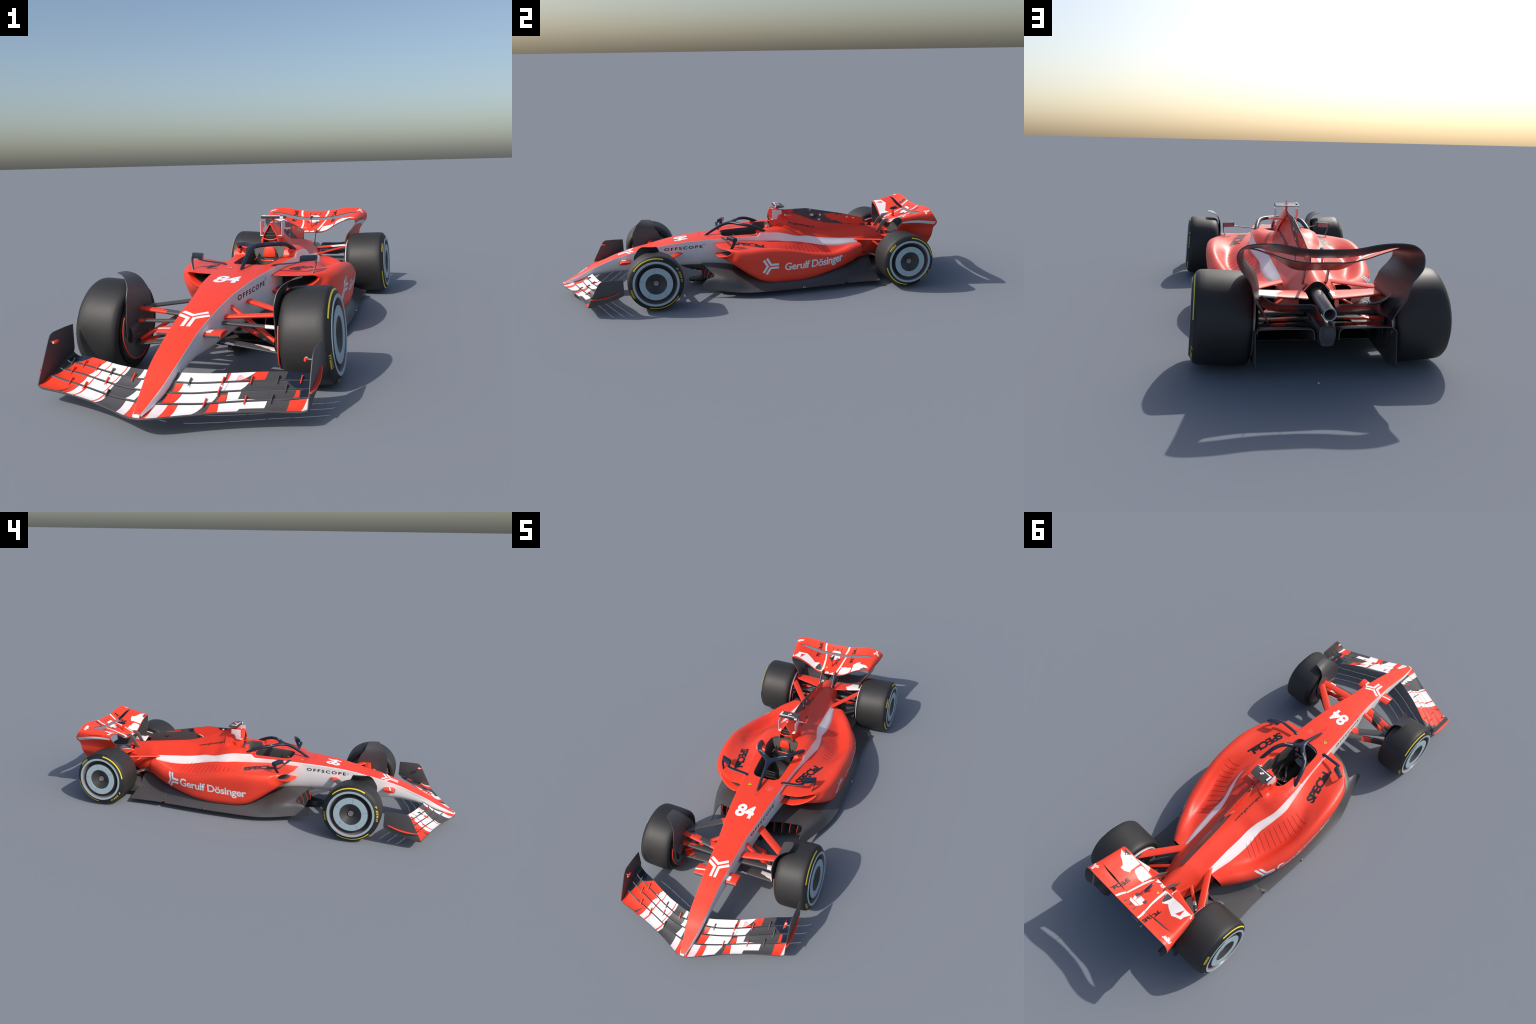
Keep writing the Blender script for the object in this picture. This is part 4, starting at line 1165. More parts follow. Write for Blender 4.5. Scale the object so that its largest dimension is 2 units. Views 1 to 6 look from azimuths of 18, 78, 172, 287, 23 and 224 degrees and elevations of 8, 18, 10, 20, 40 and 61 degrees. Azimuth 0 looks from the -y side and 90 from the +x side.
def floor():
    tracks = [spline([r[k] for r in FLOOR], 150) for k in range(8)]
    keep = range(0, 150, 2)
    # keep the small edge notch crisp by re-using the key rows as they are
    rows = []
    for r0, r1 in zip(FLOOR, FLOOR[1:]):
        m = 5 if abs(r1[4][1] - r0[4][1]) > 0.02 else 3
        for k in range(m):
            rows.append((FLOOR.index(r0), k / m))
    rows.append((len(FLOOR) - 1, 0.0))
    def at(c, i, t):
        n = len(FLOOR)
        P = [Vector(FLOOR[max(0, min(n - 1, i + d))][c]) for d in (-1, 0, 1, 2)]
        if i >= 11 and i <= 14 and c == 7:
            return P[1].lerp(P[2], t)
        a = (P[2] - P[0]) * 0.5
        b = (P[3] - P[1]) * 0.5
        # limit tangents where rows are unevenly spaced
        d = (P[2] - P[1])
        for v in (a, b):
            if v.length > 1.6 * d.length:
                v *= 1.6 * d.length / v.length
        return (P[1] * (2 * t**3 - 3 * t**2 + 1) + a * (t**3 - 2 * t**2 + t) + P[2] * (-2 * t**3 + 3 * t**2) + b * (t**3 - t**2))
    G = []
    for i, t in rows:
        line = [at(c, i, t) for c in range(8)]
        G.append(spline(line, 34))
    o = grid("floor", G, CARBON, thick=0.0035, offset=-1, angle=40)
    if sum(p.normal.z * p.area for p in o.data.polygons if p.center.z > 0.06) < 0:
        o.data.flip_normals()
    both(o)
    # flat underside and plank
    prism("floor_underside", [(-.200, -.205), (-.10, -.245), (.10, -.245), (.200, -.205), (.255, -.10), (.295, .02), (.298, .30), (.280, .46), (.276, .66), (.19, .67), (-.19, .67), (-.276, .66), (-.280, .46), (-.298, .30), (-.295, .02), (-.255, -.10)], .0265, .0285, 2, CARBON)
    prism("plank", [(-.02, -.335), (.02, -.335), (.055, -.22), (.055, .66), (-.055, .66), (-.055, -.22)], .0165, .0262, 2, DARK)
    # keel below the chassis with its camouflage
    rows = []
    for y, w, z0, z1 in ((-.385, .006, .112, .120), (-.36, .020, .098, .122), (-.31, .032, .080, .122), (-.26, .042, .055, .122), (-.20, .05, .026, .120)):
        rows.append([Vector((w * .8, y, z1)), Vector((w, y, (z0 + z1) / 2)), Vector((w * .6, y, z0)), Vector((-w * .6, y, z0)), Vector((-w, y, (z0 + z1) / 2)), Vector((-w * .8, y, z1))])
    grid("keel", rows, camo("keel_livery", [(0, CARBON_C), (0.5, RED_C), (0.75, CARBON_C), (0.93, WHITE_C)], 16, seed=0.4), close_v=True, cap=True, angle=30)
    # inlet strakes under the floor's leading edge
    for k, (x, y, zt, lean) in enumerate(((.088, -.262, .128, .0), (.122, -.254, .127, .006), (.155, -.241, .119, .01), (.186, -.228, .106, .012))):
        v = [(x, y - .008, .066), (x + .001, y - .010, .085), (x + .003 * k / 3, y + .003, zt - .004), (x + lean * .3, y + .045, zt - .012), (x + lean * 1.4, y + .09, .040), (x + lean * 1.4, y + .09, .029)]
        n = len(v)
        w = [(a + .0016, b, c) for a, b, c in v]
        st = mesh_obj("floor_strake", v + w, [tuple(range(n)), tuple(range(n, 2 * n))[::-1]] + [(i, n + i, n + (i + 1) % n, (i + 1) % n) for i in range(n)], [CARBON], smooth=False)
        clean(st)
        both(st)
        both(tube('strake_edge', [(x, y - .0088, .066), (x + .001, y - .0108, .085), (x + .003 * k / 3, y + .002, zt - .004)], (.0013, .0013), RED, seg=8, up=(1, 0, 0)))
    # red plugs in the edge slots
    both(box("floor_slot_plug", (.262, .467, .0300), (.279, .482, .0335), RED, bevel=0.001))
    for s in (-1, 1):
        box("floor_edge_tab", (s * .309 - .003, .228, .0315), (s * .309 + .003, .242, .0355), camo("tab_livery", [(0, WHITE_C), (0.4, RED_C), (0.7, BLK := (.01, .01, .01))], 90), bevel=0.0008)
    # diffuser: roof, outer walls, keel walls
    prof = Table([(.55, .105, .045), (.62, .110, .058), (.70, .118, .078), (.78, .123, .102), (.86, .128, .126), (.905, .131, .139), (.938, .1335, .1445)])
    rows = []
    for y in frange(.64, .938, 16):
        zt, zr = prof(y)
        xo = .200 - .004 * (y - .64) / .3
        xi = .034
        c = .012
        rows.append([Vector((xi - .002, y, zr - .034)), Vector((xi, y, zr - c)), Vector((xi + c * .35, y, zr - c * .3)), Vector((xi + c, y, zr)), Vector((.08, y, zr + .0005)), Vector((.14, y, zr + .001)), Vector((xo - c, y, zr)), Vector((xo - c * .3, y, zr - c * .3)), Vector((xo, y, zr - c))])
    both(grid("diffuser", rows, CARBON, thick=0.003, angle=40))
    wall = [(.655, .030), (.655, .062), (.72, .075), (.80, .096), (.87, .122), (.915, .134), (.940, .1365), (.9430, .120), (.9510, .036), (.94, .028), (.86, .020), (.75, .022)]
    w = prism("diffuser_fence", wall, .1965, .1990, 0, CARBON, bevel=0.0006)
    both(w)
    both(prism("diffuser_brace", [(.201, .03), (.2135, .03), (.2075, .118), (.1985, .118)], .9, .903, 1, CARBON)) if False else None
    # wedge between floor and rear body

floor()

# ------------------------------------------------------------------ rear end
def rear_end():
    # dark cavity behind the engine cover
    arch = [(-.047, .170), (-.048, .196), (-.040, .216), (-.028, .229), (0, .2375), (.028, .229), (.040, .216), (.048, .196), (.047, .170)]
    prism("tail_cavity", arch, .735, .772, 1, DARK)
    tube("heat_coil", [(-.012, .776, .222), (-.012, .7765, .2235)], (.006, .006), STEEL)
    # exhaust: open tube
    c0, c1 = Vector((0, .725, .208)), Vector((0, .9655, .190))
    ax = (c1 - c0).normalized()
    a = Vector((1, 0, 0))
    b = a.cross(ax)
    def ring(c, r):
        return [c + a * (r * math.cos(2 * math.pi * k / 40)) + b * (r * math.sin(2 * math.pi * k / 40)) for k in range(40)]
    grid("exhaust_pipe", [ring(c0, .0185)] + [ring(c0.lerp(c1, t), .0188) for t in frange(.1, .985, 8)] + [ring(c0.lerp(c1, .992), .0189)], METAL, close_v=True)
    grid("exhaust_rim", [ring(c0.lerp(c1, .992), .0189), ring(c1, .0186), ring(c1, .0158), ring(c0.lerp(c1, .992), .0154)], SLATE, close_v=True, angle=30)
    g = grid("exhaust_bore", [ring(c0.lerp(c1, .992), .0154), ring(c0.lerp(c1, .9), .0152), ring(c0.lerp(c1, .6), .015), ring(c0.lerp(c1, .55), .001)], RIMWALL, close_v=True)
    # gearbox and rear crash structure
    rows = []
    for y, w, z0, z1 in ((.70, .05, .055, .175), (.76, .042, .07, .170), (.82, .034, .082, .160), (.88, .030, .087, .157), (.925, .027, .090, .154), (.944, .024, .095, .152)):
        sec = []
        for k in range(20):
            q = 2 * math.pi * k / 20
            c, s = math.cos(q), math.sin(q)
            e = .45
            sec.append(Vector((w * math.copysign(abs(c) ** e, c) * (1.0 if s > -.3 else .8), y, (z0 + z1) / 2 + (z1 - z0) / 2 * math.copysign(abs(s) ** e, s))))
        rows.append(sec)
    grid("crash_structure", rows, CARBON, close_v=True, cap=True)
    prism("rain_light", [(-.019, .112), (-.006, .106), (.006, .106), (.012, .114), (.012, .148), (-.019, .148)], .943, .9465, 1, paint("lamp_grey", (.07, .072, .08), .3), bevel=.002)
    # swan-neck pylons
    neck = [(.722, .226), (.738, .222), (.757, .232), (.772, .258), (.787, .279), (.803, .287), (.807, .2935), (.795, .2985), (.778, .297), (.762, .283), (.748, .258), (.736, .238)]
    both(prism("rear_wing_pylon", neck, .0345, .0372, 0, STEEL, bevel=.0008))
    # actuator pod
    rows = []
    for k in range(14):
        t = k / 13
        r = .0068 * math.sqrt(max(.01, math.sin(math.pi * (.03 + .92 * t) ** .8)))
        rows.append([Vector((.0 + r * math.cos(q), .822 + .060 * t, .3455 + r * math.sin(q))) for q in frange(0, 2 * math.pi * 15 / 16, 16)])
    grid("actuator_pod", rows, camo("pod_livery", [(0, RED_C), (.7, NAVY_C)], 22, seed=.9), close_v=True, cap=True)
    foil_arm("actuator_strut", (0, .844, .296), (0, .842, .341), .016, .005, RED)
    tube("actuator_rod", [(0, .872, .3455), (0, .915, .349)], (.0009, .0009), RED, seg=8)
    # beam wing: two swept elements that droop towards the exhaust
    span = [(.0115, 0, .166), (.022, 0, .182), (.030, 0, .199), (.037, 0, .2075), (.06, 0, .2095), (.10, 0, .2095), (.135, 0, .212), (.156, 0, .218), (.172, 0, .228), (.1825, 0, .236)]
    S = spline(span, 44)
    mats = [camo("beam_livery", [(0, RED_C), (.5, CARBON_C), (.68, RED_C), (.85, WHITE_C)], 17, (1, .6, 1), seed=4.4), CARBON, CARBON]
    for dy, dz in ((0, 0), (-.040, -.019)):
        rows = []
        for p in S:
            rows.append([Vector((p.x, .884 + .052 * t + dy, p.z + dz - .024 * (1 - t) ** 1.3)) for t in frange(0, 1, 8)])
        g = grid("beam_wing", rows, mats, thick=.003, offset=-1)
        both(g)
    # suspension, rear
    for nm, p0, p1, ch, th, m, c1 in (
            ("rear_wishbone", (.070, .588, .2005), (.203, .775, .219), .030, .0105, ARM, .034),
            ("rear_wishbone", (.070, .610, .138), (.200, .765, .108), .026, .010, ARM2, .026),
            ("rear_track_rod", (.028, .845, .1475), (.196, .838, .1415), .026, .010, ARM2, .026),
            ("rear_track_rod", (.028, .845, .1310), (.196, .845, .1270), .020, .009, ARM2, .020),
            ("rear_pushrod", (.055, .690, .190), (.196, .790, .120), .016, .009, ARM, .016),
            ("drive_shaft", (.040, .792, .150), (.205, .792, .146), .020, .018, CARBON, .020)):
        both(foil_arm(nm, p0, p1, ch, th, m, chord1=c1))
    # the broad rear upper wishbone shroud
    rows = []
    for t in frange(0, 1, 16):
        yf = .752 + (.785 - .752) * t
        yr = .846 - .004 * t
        x = .036 + (.196 - .036) * t
        z = .2045 + .0125 * t
        dip = .004 * math.sin(math.pi * t)
        row = []
        for k in range(22):
            q = 2 * math.pi * k / 22
            u = .5 - .5 * math.cos(q)
            w = .0065 * math.sin(q) * (1 if u > .5 else .8 + .4 * u)
            row.append(Vector((x, yf + (yr - yf) * u, z + w - .004 * (u - .5) - dip * .3)))
        rows.append(row)
    sh = grid("wishbone_shroud", rows, camo("shroud_livery", [(0, RED_C), (.72, WHITE_C), (.86, CARBON_C)], 14, (1, 1, .2), seed=7.7), close_v=True, cap=True)
    both(sh)
    # vertical flick-ups and scoops by the rear wheels
    for z in (.095, .118, .165, .19):
        both(foil_arm("brake_duct_vane", (.172, .74, z), (.199, .742, z + .003), .060, .0035, [ARM2][0]))
    both(prism("brake_duct_plate", [(.700, .060), (.735, .058), (.80, .07), (.86, .10), (.87, .17), (.80, .215), (.74, .20), (.70, .15)], .1815, .1838, 0, DRUM))
rear_end()

# ------------------------------------------------------------------ front suspension and brake furniture
def front_end():
    for nm, p0, p1, ch, th, m, c1 in (
            ("front_wishbone", (.044, -.545, .1815), (.224, -.518, .190), .037, .0135, ARM, .034),
            ("front_wishbone", (.060, -.376, .196), (.224, -.500, .1905), .036, .0125, ARM, .034),
            ("front_pushrod", (.054, -.500, .2045), (.222, -.535, .098), .023, .0125, ARM, .022),
            ("front_track_rod", (.048, -.566, .170), (.230, -.548, .158), .026, .0105, ARM2, .026),
            ("front_wishbone", (.046, -.560, .116), (.228, -.545, .088), .044, .011, ARM2, .042),
            ("front_wishbone", (.052, -.395, .118), (.228, -.515, .088), .034, .010, ARM2, .034)):
        both(foil_arm(nm, p0, p1, ch, th, m, chord1=c1))
    # winglet that rises from the drum and bends out over the tyre
    edge = Table([  # t, x, z, y front, y rear
        (0.0, .2235, .120, -.618, -.470), (0.25, .2205, .185, -.622, -.462), (0.45, .2190, .230, -.622, -.474), (0.62, .2215, .262, -.608, -.493),
        (0.78, .2340, .286, -.592, -.503), (0.9, .2530, .298, -.576, -.508), (1.0, .2730, .303, -.566, -.511)])
    rows = []
    for t in frange(0, 1, 30):
        x, z, y0, y1 = edge(t)
        rows.append([Vector((x + .0035 * math.sin(math.pi * k / 9), y0 + (y1 - y0) * k / 9, z - (.004 * (k / 9) if t > .6 else 0))) for k in range(10)])
    w = grid("brake_winglet", rows, [CARBON, CARBON], thick=.002, offset=0)
    both(w)
    # lower half of the drum shield with a thin red lip
    ring = [Vector((.2275 + .003 * math.cos(a * 2), -.545 + .084 * math.cos(a), .136 + .092 * math.sin(a))) for a in frange(math.radians(150), math.radians(390), 40)]
    c = Vector((.2315, -.54, .14))
    v = [c] + ring
    f = [(0, i, i + 1) for i in range(1, len(ring))]
    sh = mesh_obj("brake_shield", v, f, CARBON)
    m = sh.modifiers.new("s", 'SOLIDIFY'); m.thickness = .002; m.offset = 0
    bake(sh)
    both(sh)
    both(tube("brake_shield_lip", ring, (.0014, .0022), RED, up=(1, 0, 0)))
    # cooling scoop
    rows = []
    for k in range(9):
        t = k / 8
        cx, cy, cz = .2245 + .004 * t, -.604 + .095 * t, .126 + .030 * t
        rx, rz = .0115 * (1 - .6 * t), .024 * (1 - .35 * t)
        rows.append([Vector((cx - rx * math.cos(q) * (1 if math.cos(q) > 0 else .3), cy, cz + rz * math.sin(q))) for q in frange(0, 2 * math.pi * 19 / 20, 20)])
    sc = grid("brake_scoop", rows, CARBON, close_v=True)
    face_out(sc, (.226, -.55, .14))
    both(sc)
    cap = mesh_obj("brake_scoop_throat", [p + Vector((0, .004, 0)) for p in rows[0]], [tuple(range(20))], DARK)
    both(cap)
front_end()

# ------------------------------------------------------------------ prints laid on the surfaces
def lay(name, me, origin, u, v, tree, mat, lift=0.0005, cell=0.006, far=0.25, parent=car):
    """Cut a flat print into cells and drop it along -normal onto the surface."""
    bm = bmesh.new()
    bm.from_mesh(me)
    xs = [w.co.x for w in bm.verts]
    ys = [w.co.y for w in bm.verts]
    for ax, lo, hi in ((0, min(xs), max(xs)), (1, min(ys), max(ys))):
        k = math.floor(lo / cell) + 1
        while k * cell < hi:
            pl = [0, 0, 0]
            pl[ax] = k * cell
            no = [0, 0, 0]
            no[ax] = 1
            bmesh.ops.bisect_plane(bm, geom=bm.verts[:] + bm.edges[:] + bm.faces[:], plane_co=pl, plane_no=no, dist=1e-6)
            k += 1
    u, v = Vector(u), Vector(v)
    n = u.cross(v).normalized()
    o3 = Vector(origin)
    bad = []
    for w in bm.verts:
        p = o3 + u * w.co.x + v * w.co.y
        h = tree.ray_cast(p + n * far, -n)
        if h[0] is None or h[3] > 2.2 * far:
            bad.append(w)
            continue
        nn = h[1] if h[1].dot(n) > 0 else -h[1]
        w.co = h[0] + nn * lift
    bmesh.ops.delete(bm, geom=bad, context='VERTS')
    for f in bm.faces:
        f.normal_update()
        if f.normal.dot(n) < 0:
            f.normal_flip()
    out = bpy.data.meshes.new(name)
    bm.to_mesh(out)
    bm.free()
    out.materials.append(mat)
    out.polygons.foreach_set("use_smooth", [True] * len(out.polygons))
    o = bpy.data.objects.new(name, out)
    link(o, parent)
    return o

def shape_mesh(polys):
    """2D outlines to a flat mesh."""
    bm = bmesh.new()
    for poly in polys:
        vs = [bm.verts.new((x, y, 0)) for x, y in poly]
        bm.faces.new(vs)
    bmesh.ops.triangulate(bm, faces=bm.faces)
    me = bpy.data.meshes.new("shape")
    bm.to_mesh(me)
    bm.free()
    return me

def three_arm_mark(L, w=0.23, gap=0.07, rot=0.0):
    """Three nested chevrons around a common centre; one arm points along +x at rot 0."""
    polys = []
    for k in range(3):
        b = rot + math.radians(60 + 120 * k)
        bis = Vector((math.cos(b), math.sin(b)))
        d0 = Vector((math.cos(b - math.radians(60)), math.sin(b - math.radians(60))))
        d1 = Vector((math.cos(b + math.radians(60)), math.sin(b + math.radians(60))))
        n0 = bis - d0 * bis.dot(d0)
        n0.normalize()
        n1 = bis - d1 * bis.dot(d1)
        n1.normalize()
        s = 1 / math.sin(math.radians(60))
        inner, outer = bis * (gap * s * L), bis * ((gap + w) * s * L)
        a = [d0 * L + n0 * (gap * L), inner, d1 * L + n1 * (gap * L), d1 * L + n1 * ((gap + w) * L), outer, d0 * L + n0 * ((gap + w) * L)]
        polys.append([(p.x, p.y) for p in (a[0], a[1], a[4], a[5])])
        polys.append([(p.x, p.y) for p in (a[1], a[2], a[3], a[4])])
    return shape_mesh(polys)

def fit_text(body, w, h, spacing=1.0, bold=0.0, shear=0.0):
    """Text scaled to an exact box, centred on the origin."""
    me = text_mesh(body, 1.0, spacing, bold, shear)
    xs = [v.co.x for v in me.vertices]
    ys = [v.co.y for v in me.vertices]
    cx, cy = (min(xs) + max(xs)) / 2, (min(ys) + max(ys)) / 2
    sx, sy = w / (max(xs) - min(xs)), h / (max(ys) - min(ys))
    for v in me.vertices:
        v.co.x = (v.co.x - cx) * sx
        v.co.y = (v.co.y - cy) * sy
    return me

def prints():
    top = bvh_of(REG["nose"], REG["cockpit_surround"], REG["engine_cover"])
    flank = bvh_of(REG["chassis_flank"])
    podR, podL = bvh_of(pod_o), bvh_of(POD_L)
    X, Y, Z = Vector((1, 0, 0)), Vector((0, 1, 0)), Vector((0, 0, 1))
    lay("race_number", fit_text("84", .082, .072, .92, .035), (-.001, -.3695, .25), X, Y, top, WHITE, .0005)
    lay("emblem", three_arm_mark(.048), (-.003, -.655, .19), -Y, X, top, WHITE, .0005)
    for s, tr in ((1, podR), (-1, podL)):
        u = Y * s
        n = X * s
        # flank words
        if s > 0:
            lay("sponsor_word", fit_text("Gerulf D\u00f6singer", .330, .055, .95, .022, .06), (.4, .300, .150), (u + Z * .035).normalized(), Z, tr, COOL_WHITE, .0006, far=.2)
            lay("sponsor_mark", three_arm_mark(.047, .25, .07), (.4, .056, .158), u, Z, tr, COOL_WHITE, .0006, far=.2)
        else:
            lay("sponsor_word", fit_text("Gerulf D\u00f6singer", .362, .055, .95, .022), (-.4, .196, .140), (u - Z * .045).normalized(), Z, tr, COOL_WHITE, .0006, far=.2)
            lay("sponsor_mark", three_arm_mark(.042, .25, .07), (-.4, .430, .151), u, Z, tr, COOL_WHITE, .0006, far=.2)
        d = Vector((.048 * s, .172 * s, 0)) if s > 0 else Vector((.040, -.180, 0))
        d.normalize()
        vv = Vector((-d.y, d.x, 0))
        c = (.168, -.022, .25) if s > 0 else (-.171, -.028, .25)
        lay("special_word", fit_text("SPECIaL", .182, .040, .90, .045), c, d, vv, tr, BLACK, .0006, far=.1)
        # chassis name
        du = (Y * s + Z * (.055 if s > 0 else -.055)).normalized()
        lay("flank_word", fit_text("OFFSCOPE", .200, .0160, 1.35, .028), (.1 * s, -.362 if s > 0 else -.346, .2235 if s > 0 else .2275), du, Z, flank, BLACK, .0005, far=.08)
        ring = []
        for k in range(24):
            a0, a1 = 2 * math.pi * k / 24, 2 * math.pi * (k + 1) / 24
            ring.append([(.0038 * math.cos(a0), .0038 * math.sin(a0)), (.0038 * math.cos(a1), .0038 * math.sin(a1)), (.0027 * math.cos(a1), .0027 * math.sin(a1)), (.0027 * math.cos(a0), .0027 * math.sin(a0))])
        lay("flank_dot", shape_mesh(ring), (.1 * s, -.253 if s > 0 else -.455, .2405 if s > 0 else .2225), Y * s, Z, flank, BLACK, .0005, far=.08)
        # web address on the engine cover
        du = (Y * s + Z * (-.205 if s > 0 else .205)).normalized()
        nn = (X * s * .75 + Z * .55).normalized()
        vv = nn.cross(du).normalized()
        lay("web_address", fit_text("www.gdoesinger.at", .180, .0155, .95, .012), (.040 * s, .2875, .303), du, vv, top, BLACK, .0005, far=.06)
    ft = bvh_of(FIN)
    VIO = paint("violet_black", (.022, .016, .030), .45)
    def fin_print(side, pts, mat, lift=.0004):
        q = [(y * side, z) for y, z in pts]
        lay("fin_print", shape_mesh([q]), (.05 * side, 0, 0), Y * side, Z, ft, mat, lift, cell=.02, far=.1)
    fin_print(1, [(.428, .354), (.440, .3565), (.527, .338), (.6745, .300), (.6745, .268), (.650, .270), (.640, .262), (.60, .266), (.585, .275), (.56, .272), (.545, .280), (.52, .290), (.50, .300), (.475, .300), (.468, .310), (.448, .318), (.440, .333), (.427, .338)], RED)
    fin_print(1, [(.385, .298), (.41, .302), (.425, .296), (.41, .288)], RED)
    fin_print(1, [(.352, .328), (.372, .330), (.384, .340), (.395, .335), (.39, .322), (.362, .318)], VIO)
    fin_print(1, [(.350, .344), (.368, .346), (.372, .335), (.362, .332), (.350, .337)], PALE, .0006)
    fin_print(1, [(.402, .341), (.410, .343), (.416, .337), (.412, .330), (.404, .332)], PALE, .0006)
    fin_print(1, [(.345, .371), (.356, .370), (.352, .364), (.346, .366)], PALE, .0006)
    fin_print(1, [(.395, .313), (.41, .315), (.41, .306), (.397, .305)], PALE, .0006)
    fin_print(1, [(.560, .318), (.572, .318), (.570, .308), (.561, .309)], PALE, .0006)
    fin_print(1, [(.598, .309), (.612, .308), (.608, .302), (.599, .302)], PALE, .0006)
    fin_print(1, [(.205, .377), (.255, .3775), (.25, .362), (.215, .366)], RED)
    fin_print(-1, [(.412, .3608), (.326, .3785), (.262, .3782), (.24, .360), (.33, .322), (.355, .317), (.385, .325), (.395, .335), (.405, .337), (.408, .350)], RED)
    fin_print(-1, [(.205, .377), (.268, .377), (.268, .372), (.250, .370), (.250, .362), (.21, .366)], VIO)
    fin_print(-1, [(.232, .373), (.242, .374), (.246, .369), (.238, .364)], PALE, .0006)
    fin_print(-1, [(.413, .356), (.435, .353), (.445, .343), (.43, .336), (.412, .338)], VIO)
    fin_print(-1, [(.37, .320), (.39, .323), (.395, .312), (.378, .308)], VIO, .0006)
    fin_print(-1, [(.350, .318), (.375, .330), (.380, .327), (.356, .315)], PALE, .0008)
    fin_print(-1, [(.488, .342), (.575, .322), (.575, .319), (.490, .334)], RED)
    fin_print(-1, [(.555, .302), (.592, .298), (.585, .292), (.57, .291)], VIO)
    # warning triangle and round seal ahead of the cockpit
    tri = [(0, .009), (-.0105, -.007), (.0105, -.007)]
    lay("warning_sign_border", shape_mesh([[(x * 1.25, y * 1.25) for x, y in tri]]), (-.048, -.2095, .26), X, Y, top, GREY, .0004)
    lay("warning_sign", shape_mesh([tri]), (-.048, -.2095, .26), X, Y, top, YELLOW, .0008)
    lay("warning_bolt", shape_mesh([[(-.001, .004), (.002, .004), (.0005, .0005), (.0025, .0005), (-.0015, -.005), (-.0003, -.001), (-.0022, -.001)]]), (-.048, -.2105, .26), X, Y, top, BLACK, .0012)
    ring = []
    for k in range(40):
        a0, a1 = 2 * math.pi * k / 40, 2 * math.pi * (k + 1) / 40
        ring.append([(r * math.cos(a), r * math.sin(a)) for r, a in ((.0142, a0), (.0142, a1), (.0132, a1), (.0132, a0))])
    PINK = paint("pink_print", (.85, .28, .30), .45)
    lay("seal_ring", shape_mesh(ring), (.047, -.209, .26), X, Y, top, PINK, .0005)
    lay("seal_word", fit_text("TOP", .012, .005, 1, .01), (.047, -.206, .26), X, Y, top, PINK, .0005)
    lay("seal_word", fit_text("SEAL", .015, .005, 1, .01), (.047, -.213, .26), X, Y, top, PINK, .0005)
    # halo words
    ht = bvh_of(HALO)
    for s in (1, -1):
        d = Vector((.045, .026 * s, 0)).normalized()
        lay("halo_word", fit_text("SPECIaL", .044, .0062, .95, .02), (.049 * s, -.056, .33), d, Vector((-d.y, d.x, 0)), ht, SLATE, .0005, cell=.004, far=.05)
    # rear wing
    rt = bvh_of(RWM, RWF, *RWE)
    lay("wing_emblem", three_arm_mark(.0165, .24, .07), (.224, .940, .38), Y, -X, rt, WHITE, .0006, far=.08)
    lay("wing_word", fit_text("nger", .040, .018, .95, .03), (-.219, .938, .38), X, Y, rt, WHITE, .0006, far=.08)
    for s in (1, -1):
        d = Vector((0, s, 0))
        vv = Vector((-s, 0, 0))
        lay("wing_word", fit_text("SPECIaL", .082, .019, .86, .03), (.098 * s, .917, .36), d, vv, rt, BLACK, .0006, cell=.004, far=.08)
    lay("wing_number", fit_text("84", .050, .020, 1.2, .03), (0, .794, .29), X, Y, rt, WHITE, .0006, cell=.004, far=.06)
    lay("wing_warning_sign", shape_mesh([[(x * .62, y * .62) for x, y in tri]]), (-.026, .832, .3), X, Y, rt, YELLOW, .0007, far=.06)
    ring2 = [[(x * .45, y * .45) for x, y in r] for r in ring]
    lay("wing_seal_ring", shape_mesh(ring2), (.026, .832, .3), X, Y, rt, PINK, .0007, far=.06)
    # white bands and flank shapes of the main plane
    def band(pts, mat, name="wing_band", lift=.0005):
        lay(name, shape_mesh([pts]), (0, 0, .34), X, Y, rt, mat, lift, cell=.006, far=.08)
    band([(.031, .802), (.039, .802), (.051, .848), (.057, .888), (.062, .9205), (.055, .9205), (.049, .888), (.042, .848)], WHITE)
    band([(.051, .923), (.060, .923), (.067, .944), (.069, .9625), (.060, .9625), (.057, .943)], WHITE)
    band([(-.037, .804), (-.048, .799), (-.050, .844), (-.052, .881), (-.060, .9205), (-.053, .9205), (-.044, .879), (-.040, .844)], WHITE)
    band([(-.057, .923), (-.067, .923), (-.072, .939), (-.075, .9625), (-.066, .9625), (-.064, .945)], WHITE)
    # pictogram of a car front across the slot (plain blocks)
    band([(-.026, .905), (.028, .905), (.022, .9205), (-.022, .9205)], WHITE)
    band([(-.030, .888), (-.018, .888), (-.020, .906), (-.034, .902)], GREY)
    band([(.030, .888), (.018, .888), (.020, .906), (.034, .902)], GREY)
    band([(-.015, .890), (.015, .890), (.017, .905), (-.017, .905)], PALE)
    band([(-.026, .9235), (.026, .9235), (.019, .9345), (-.019, .9345)], WHITE)
    band([(-.008, .938), (.008, .938), (0, .952)], GREY)
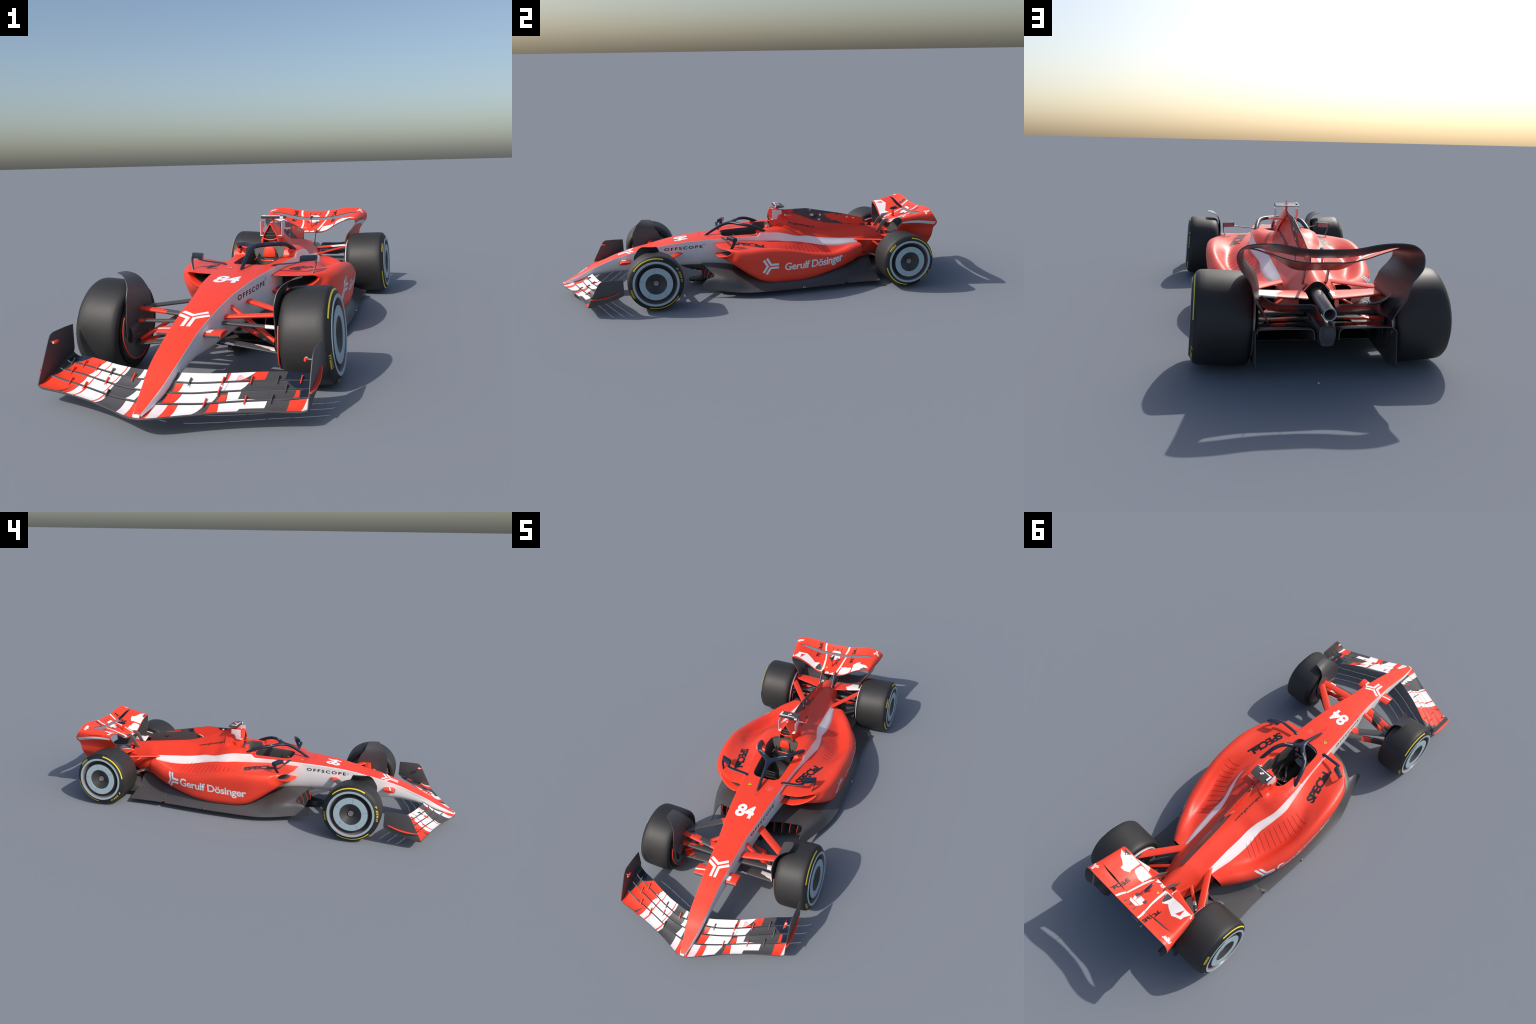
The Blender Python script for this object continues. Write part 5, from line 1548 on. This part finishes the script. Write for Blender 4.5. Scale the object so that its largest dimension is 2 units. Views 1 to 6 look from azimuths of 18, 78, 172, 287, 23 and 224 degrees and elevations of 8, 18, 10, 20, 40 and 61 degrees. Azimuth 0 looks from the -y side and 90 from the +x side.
    for s in (1, -1):
        band([(s * .021, .929), (s * .024, .928), (s * .026, .944), (s * .030, .947), (s * .029, .953), (s * .023, .952), (s * .022, .945)], GREY)
    # big angular shapes either side
    band([(.050, .800), (.105, .799), (.112, .803), (.114, .829), (.109, .838), (.092, .843), (.075, .849), (.052, .845), (.056, .837), (.052, .827)], WHITE)
    band([(.120, .799), (.168, .798), (.170, .806), (.143, .808), (.153, .840), (.203, .816), (.2135, .812), (.192, .836), (.172, .844), (.157, .855), (.154, .869), (.135, .867), (.117, .855), (.121, .846)], WHITE)
    band([(.172, .801), (.205, .801), (.183, .821), (.174, .808)], GREY)
    band([(-.049, .800), (-.090, .801), (-.150, .803), (-.185, .807), (-.212, .806), (-.198, .834), (-.197, .848), (-.173, .855), (-.154, .863), (-.112, .845), (-.099, .836), (-.077, .849), (-.067, .845), (-.057, .825)], WHITE)
    band([(-.053, .804), (-.084, .802), (-.086, .813), (-.075, .843), (-.068, .846), (-.056, .822)], GREY, lift=.0008)
    band([(-.159, .847), (-.177, .809), (-.181, .840)], RED, lift=.0008)
    band([(-.214, .803), (-.222, .812), (-.221, .822), (-.214, .810)], WHITE)
    # grey band along the outer face of each endplate
    for s in (1, -1):
        et = bvh_of(RWE[0], RWE[1])
        P = []
        for k in range(12):
            t = k / 11
            y = .806 + (.990 - .806) * t
            w = .0045 + .006 * t
            zc = .318 + .006 * math.sin(math.pi * 1.3 * t) - .004 * t
            P.append((y, zc, w))
        poly = [[(P[i][0], P[i][1] - P[i][2]), (P[i + 1][0], P[i + 1][1] - P[i + 1][2]), (P[i + 1][0], P[i + 1][1] + P[i + 1][2]), (P[i][0], P[i][1] + P[i][2])] for i in range(11)]
        if s < 0:
            poly = [[(-a, b) for a, b in q] for q in poly]
        lay("endplate_band", shape_mesh(poly), (.3 * s, 0, 0), Y * s, Z, et, COOL_WHITE, .0006, far=.1)
        lay("endplate_word", fit_text("www.gdoesinger.at", .070, .007, .95, .01), (.3 * s, .885, .336), Y * s, Z, et, BLACK, .0006, cell=.004, far=.1)
prints()
